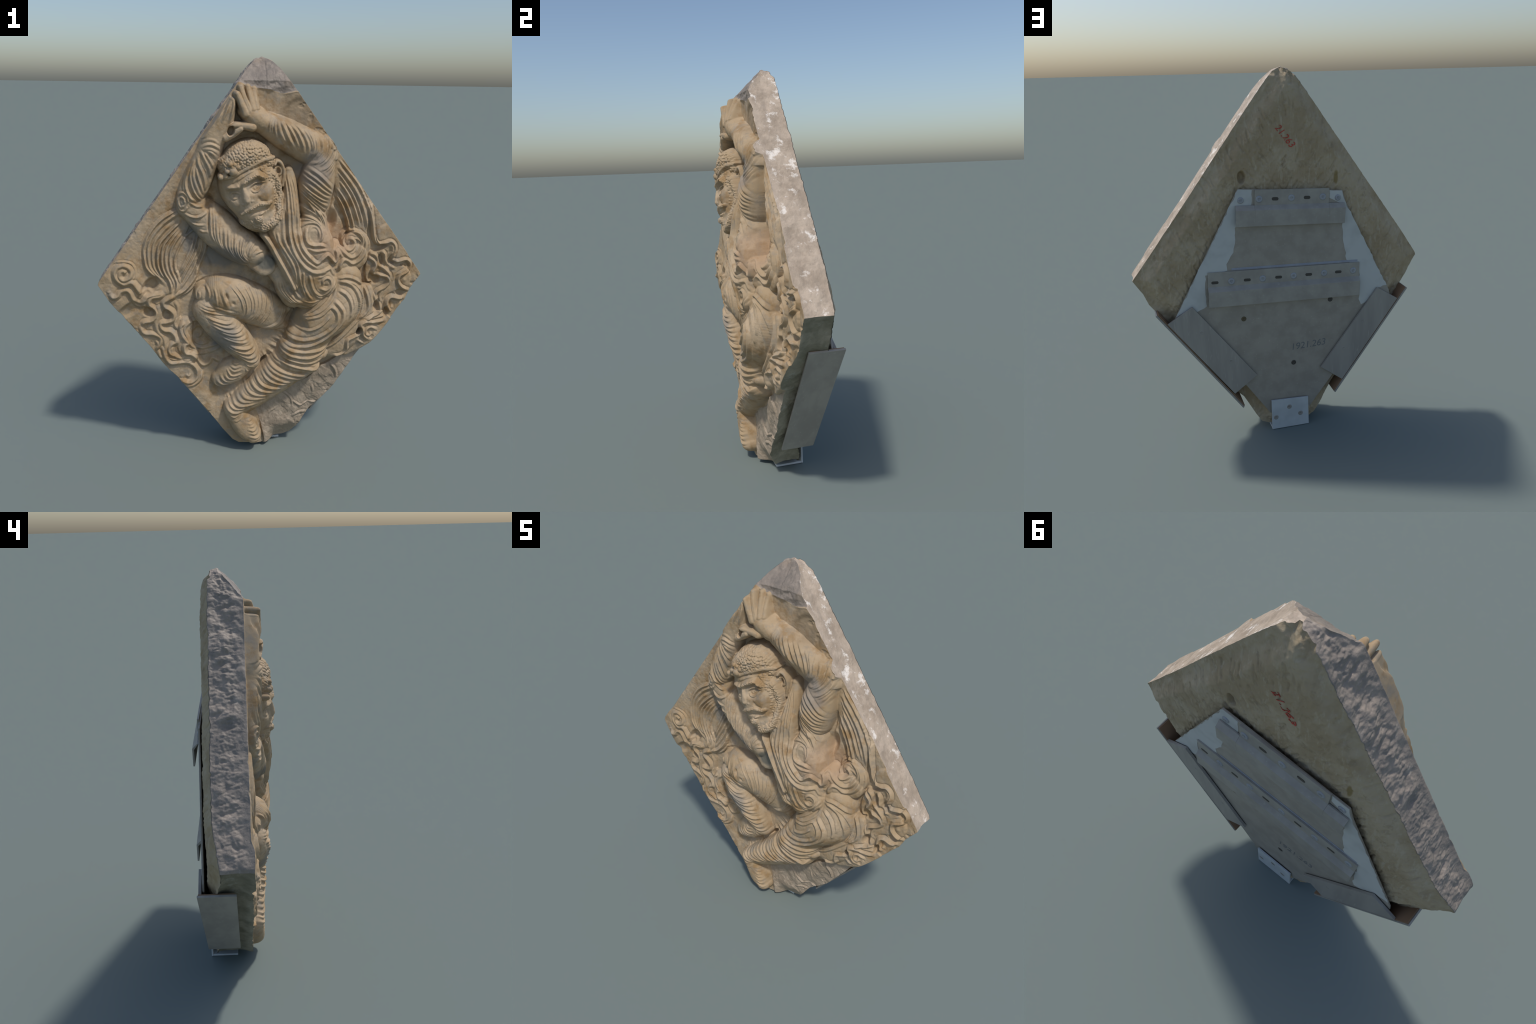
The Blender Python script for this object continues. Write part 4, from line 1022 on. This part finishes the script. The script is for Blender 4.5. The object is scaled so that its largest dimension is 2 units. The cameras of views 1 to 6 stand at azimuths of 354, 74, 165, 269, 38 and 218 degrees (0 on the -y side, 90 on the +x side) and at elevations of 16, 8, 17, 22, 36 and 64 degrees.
def finish(bm, name, mat, parent=panel, bevel=0.0015, flat=False):
    bmesh.ops.recalc_face_normals(bm, faces=bm.faces)
    if bevel:
        bevelled(bm, bevel)
    me = bpy.data.meshes.new(name)
    bm.to_mesh(me)
    bm.free()
    return add(name, me, parent, mat)


def prism(outline, y0, y1, name, mat, parent=panel, bevel=0.0015):
    """sheet with an (x, z) outline between two depths"""
    bm = bmesh.new()
    a = [bm.verts.new((x, y0, z)) for x, z in outline]
    b = [bm.verts.new((x, y1, z)) for x, z in outline]
    bm.faces.new(a)
    bm.faces.new(b[::-1])
    for k in range(len(a)):
        j = (k + 1) % len(a)
        bm.faces.new((a[k], b[k], b[j], a[j]))
    return finish(bm, name, mat, parent, bevel)


def extrude_profile(profile, p, q, name, mat, parent=panel, bevel=0.0012, accent=None):
    """section of (outward y, up along the normal in the x-z plane) swept from p to q"""
    p, q = np.array(p), np.array(q)
    d = (q - p) / np.hypot(*(q - p))
    n = np.array([-d[1], d[0]])
    if n[1] < 0:
        n = -n
    bm = bmesh.new()
    rings = []
    for end in (p, q):
        rings.append([bm.verts.new((end[0] + n[0] * v, y, end[1] + n[1] * v)) for y, v in profile])
    bm.faces.new(rings[0])
    bm.faces.new(rings[1][::-1])
    for k in range(len(profile)):
        j = (k + 1) % len(profile)
        f = bm.faces.new((rings[0][k], rings[1][k], rings[1][j], rings[0][j]))
        f.material_index = 1 if k == accent else 0
    o = finish(bm, name, mat, parent, bevel)
    if accent is not None:
        o.data.materials.append(BLUE)
    return o


mount = panel

# backing plate
prism([(0.249, 1.412), (-0.318, 1.366), (-0.340, 1.298), (-0.606, 0.768), (-0.612, 0.735), (-0.120, 0.10), (0.112, 0.10), (0.240, 0.29), (0.612, 0.748)],
      0.150, 0.158, "backing_plate", PLATE, mount, 0.002)
# two Z-section hanging rails
rail = [(0.1575, 0.0), (0.1575, 0.098), (0.1665, 0.098), (0.1665, 0.018), (0.188, -0.004), (0.188, -0.088), (0.180, -0.088), (0.180, -0.010), (0.1615, 0.008)]
extrude_profile([(y, v) for y, v in rail], (0.166, 1.305), (-0.238, 1.286), "hanging_rail", RAIL, mount, accent=3)
hang = [(0.160, 0.018), (0.1665, 0.018), (0.188, -0.004), (0.188, -0.088), (0.180, -0.088), (0.180, -0.010)]
extrude_profile(hang, (0.2665, 1.309), (0.1662, 1.305), "hanging_rail", RAIL, mount, accent=1)
extrude_profile(hang, (-0.2382, 1.286), (-0.327, 1.281), "hanging_rail", RAIL, mount, accent=1)
extrude_profile(rail, (0.430, 0.887), (-0.416, 0.858), "hanging_rail", RAIL, mount, accent=3)


def ragged(points, amount, seed):
    """break the outline of a paint smear into brush steps"""
    r, out = np.random.default_rng(seed), []
    for (xa, za), (xb, zb) in zip(points, points[1:] + points[:1]):
        n = max(1, int(math.hypot(xb - xa, zb - za) / 0.02))
        for k in range(n):
            j = amount if k else 0
            out.append((xa + (xb - xa) * k / n + r.uniform(-j, j), za + (zb - za) * k / n + r.uniform(-j, j) * 0.5))
    return out


def strip(p, q, w, y, name, mat):
    p, q = np.array(p), np.array(q)
    d = (q - p) / np.hypot(*(q - p))
    n = np.array([-d[1], d[0]]) * w / 2
    prism([tuple(p + n), tuple(q + n), tuple(q - n), tuple(p - n)], y, y + 0.0012, name, mat, mount, 0)


# pale paint left bare at both flanks of the plate
prism(ragged([(0.247, 1.409), (0.175, 1.402), (0.180, 1.30), (0.272, 1.21), (0.272, 1.15), (0.285, 1.08), (0.325, 1.02), (0.322, 0.985), (0.44, 0.97), (0.44, 0.80), (0.50, 0.77), (0.53, 0.80), (0.605, 0.757)], 0.005, 3),
      0.1570, 0.1590, "paint_patch", PAINT, mount, 0)
prism(ragged([(-0.245, 1.371), (-0.317, 1.364), (-0.338, 1.298), (-0.590, 0.80), (-0.53, 0.79), (-0.46, 0.71), (-0.435, 0.70), (-0.42, 0.735), (-0.42, 0.90), (-0.345, 0.975), (-0.325, 1.08), (-0.32, 1.19), (-0.30, 1.30), (-0.245, 1.33)], 0.005, 4),
      0.1570, 0.1590, "paint_patch", PAINT, mount, 0)

strip((0.30, 0.990), (-0.41, 0.965), 0.012, 0.158, "bluish_seam", BLUE)


def fastener(x, y, z, radius, name, mat, parent, depth=0.004, cross=True):
    bm = bmesh.new()
    n = 20
    rings = []
    for r, dy in ((1.0, 0), (0.97, depth * 0.6), (0.72, depth), (0.30, depth), (0.26, depth * 0.35)):
        rings.append([bm.verts.new((x + radius * r * math.cos(2 * math.pi * k / n), y + dy, z + radius * r * math.sin(2 * math.pi * k / n))) for k in range(n)])
    for a, b in zip(rings, rings[1:]):
        for k in range(n):
            j = (k + 1) % n
            bm.faces.new((a[k], a[j], b[j], b[k]))
    bm.faces.new(rings[-1])
    bmesh.ops.recalc_face_normals(bm, faces=bm.faces)
    for f in bm.faces:
        f.smooth = True
    if cross:
        for lift, a, b in ((0.0004, 0.40, 0.11), (0.0006, 0.11, 0.40)):
            v = [bm.verts.new((x + radius * a * s, y + depth + lift, z + radius * b * t)) for s, t in ((-1, -1), (-1, 1), (1, 1), (1, -1))]
            u = [bm.verts.new((w.co.x, y + depth * 0.3, w.co.z)) for w in v]
            for q in [v] + [(v[(k + 1) % 4], v[k], u[k], u[(k + 1) % 4]) for k in range(4)]:
                bm.faces.new(q).material_index = 1
    me = bpy.data.meshes.new(name)
    bm.to_mesh(me)
    bm.free()
    o = add(name, me, parent, mat)
    if cross:
        me.materials.append(DARK)
    return o


def slot_plate(x, y, z, w, h, tilt):
    pts = []
    for k in range(20):
        a = 2 * math.pi * k / 20
        sx = (w - h) / 2 * (1 if math.cos(a) > 0 else -1)
        px, pz = sx + h / 2 * math.cos(a), h / 2 * math.sin(a)
        pts.append((x + px, z + pz + px * tilt))
    prism(pts, y - 0.002, y + 0.0008, "dark_slot_plate", DARK, mount, 0)  # dark plate laid on the rail in place of a cut slot


for x, z in ((0.140, 1.353), (-0.033, 1.347), (-0.205, 1.340)):
    fastener(x, 0.1663, z, 0.0185, "screw", SCREW, mount)
for x, z in ((0.236, 1.352), (-0.292, 1.328)):
    fastener(x, 0.1588, z, 0.0165, "screw", SCREW, mount, 0.006)
for x, z in ((0.055, 1.349), (-0.118, 1.343)):
    slot_plate(x, 0.1665, z, 0.036, 0.018, 0.04)
for k, x in enumerate((0.392, 0.304, 0.219, 0.135, 0.047, -0.037, -0.123, -0.211, -0.294, -0.381)):
    z = 0.928 - (0.392 - x) * 0.022
    if k % 2:
        fastener(x, 0.1663, z, 0.0185, "screw", SCREW, mount)
    else:
        slot_plate(x, 0.1665, z, 0.038, 0.016, 0.03)
for x, z, mt in ((0.245, 0.701, BRASS), (-0.250, 0.754, DARK), (-0.031, 0.399, DARK)):
    fastener(x, 0.1578, z, 0.0145, "plate_disc", mt, mount, 0.0015, False)  # discs set on the plate; the dark ones stand in for holes

# two angle irons that carry the lower edges
def angle_iron(outer_top, outer_low, inner_low, inner_top, lip_top, lip_low, flip):
    o = bpy.data.objects.new("angle_iron", None)
    bpy.context.collection.objects.link(o)
    o.parent = mount
    prism([outer_top, inner_top, inner_low, outer_low], 0.162, 0.1755, "angle_flange", ANGLE, o, 0.002)
    d = np.array(lip_low) - np.array(lip_top)
    d = d / np.hypot(*d)
    n = np.array([d[1], -d[0]])
    if n[1] > 0:
        n = -n
    for name, mat, off, thick, y0, y1 in (("angle_lip", ANGLE, 0.004, 0.010, 0.012, 0.174), ("angle_liner", FELT, -0.002, 0.0058, 0.02, 0.170)):
        a, b = np.array(lip_top) + n * off, np.array(lip_low) + n * off
        e = d * (0.004 if mat is FELT else 0)
        a, b = a + e, b - e
        prism([tuple(a), tuple(b), tuple(b + n * thick), tuple(a + n * thick)], y0, y1, name, mat, o, 0.0018 if mat is ANGLE else 0)
    return o


irons = [
    angle_iron((-0.652, 0.717), (-0.317, 0.255), (-0.189, 0.352), (-0.527, 0.796), (-0.702, 0.781), (-0.266, 0.183), False),
    angle_iron((0.652, 0.728), (0.316, 0.268), (0.186, 0.362), (0.519, 0.808), (0.699, 0.789), (0.262, 0.178), True),
]
for o, pts in zip(irons, (((-0.441, 0.605), (-0.326, 0.451)), ((0.479, 0.659), (0.327, 0.470)))):
    for x, z in pts:
        fastener(x, 0.1735, z, 0.0145, "screw", ANGLE, o, 0.0026)

# foot bracket
foot = bpy.data.objects.new("foot_bracket", None)
bpy.context.collection.objects.link(foot)
foot.parent = mount
prism([(0.108, 0.186), (-0.110, 0.176), (-0.112, 0.0), (0.107, 0.0)], 0.164, 0.1735, "bracket_plate", WHITE, foot, 0.002)
prism([(0.106, 0.010), (-0.110, 0.010), (-0.110, 0.0), (0.106, 0.0)], 0.03, 0.1638, "bracket_shelf", WHITE, foot, 0.0015)
for x, z in ((0.004, 0.130), (0.084, 0.075), (-0.062, 0.078)):
    fastener(x, 0.1728, z, 0.0145, "screw", ANGLE, foot, 0.002)

# ---------------------------------------------------------------------------------------- written numbers
def writing(text, x, y, z, size, angle, mat, name, sink=0.001):
    c = bpy.data.curves.new(name, "FONT")
    c.body = text
    c.size = size
    c.align_x, c.align_y = "CENTER", "CENTER"
    c.extrude = sink
    c.shear = 0.15
    o = bpy.data.objects.new(name, c)
    bpy.context.collection.objects.link(o)
    # letters face +y: their right is -x
    o.matrix_world = Matrix.Translation((x, y, z)) @ Matrix.Rotation(math.radians(180), 4, "Z") @ Matrix.Rotation(math.radians(90), 4, "X") @ Matrix.Rotation(math.radians(angle), 4, "Z")
    bpy.context.view_layer.update()
    me = bpy.data.meshes.new_from_object(o.evaluated_get(bpy.context.evaluated_depsgraph_get()))
    me.transform(o.matrix_world)
    bpy.data.objects.remove(o)
    bpy.data.curves.remove(c)
    return add(name, me, panel, mat)


def lay_on_back(o, lift):
    """press the letters onto the uneven back"""
    for v in o.data.vertices:
        d = np.hypot(bx - v.co.x, bz - v.co.z)
        k = np.unravel_index(d.argmin(), d.shape)
        v.co.y = by[k] + lift + (v.co.y > 0.13) * 0.001


inv = writing("21.263", -0.012, 0.13, 1.662, 0.05, -52, RED, "inventory_number", 0.0008)
lay_on_back(inv, 0.0012)
writing("1921.263", -0.118, 0.1583, 0.497, 0.056, 2, PENCIL, "pencil_number", 0.0004)
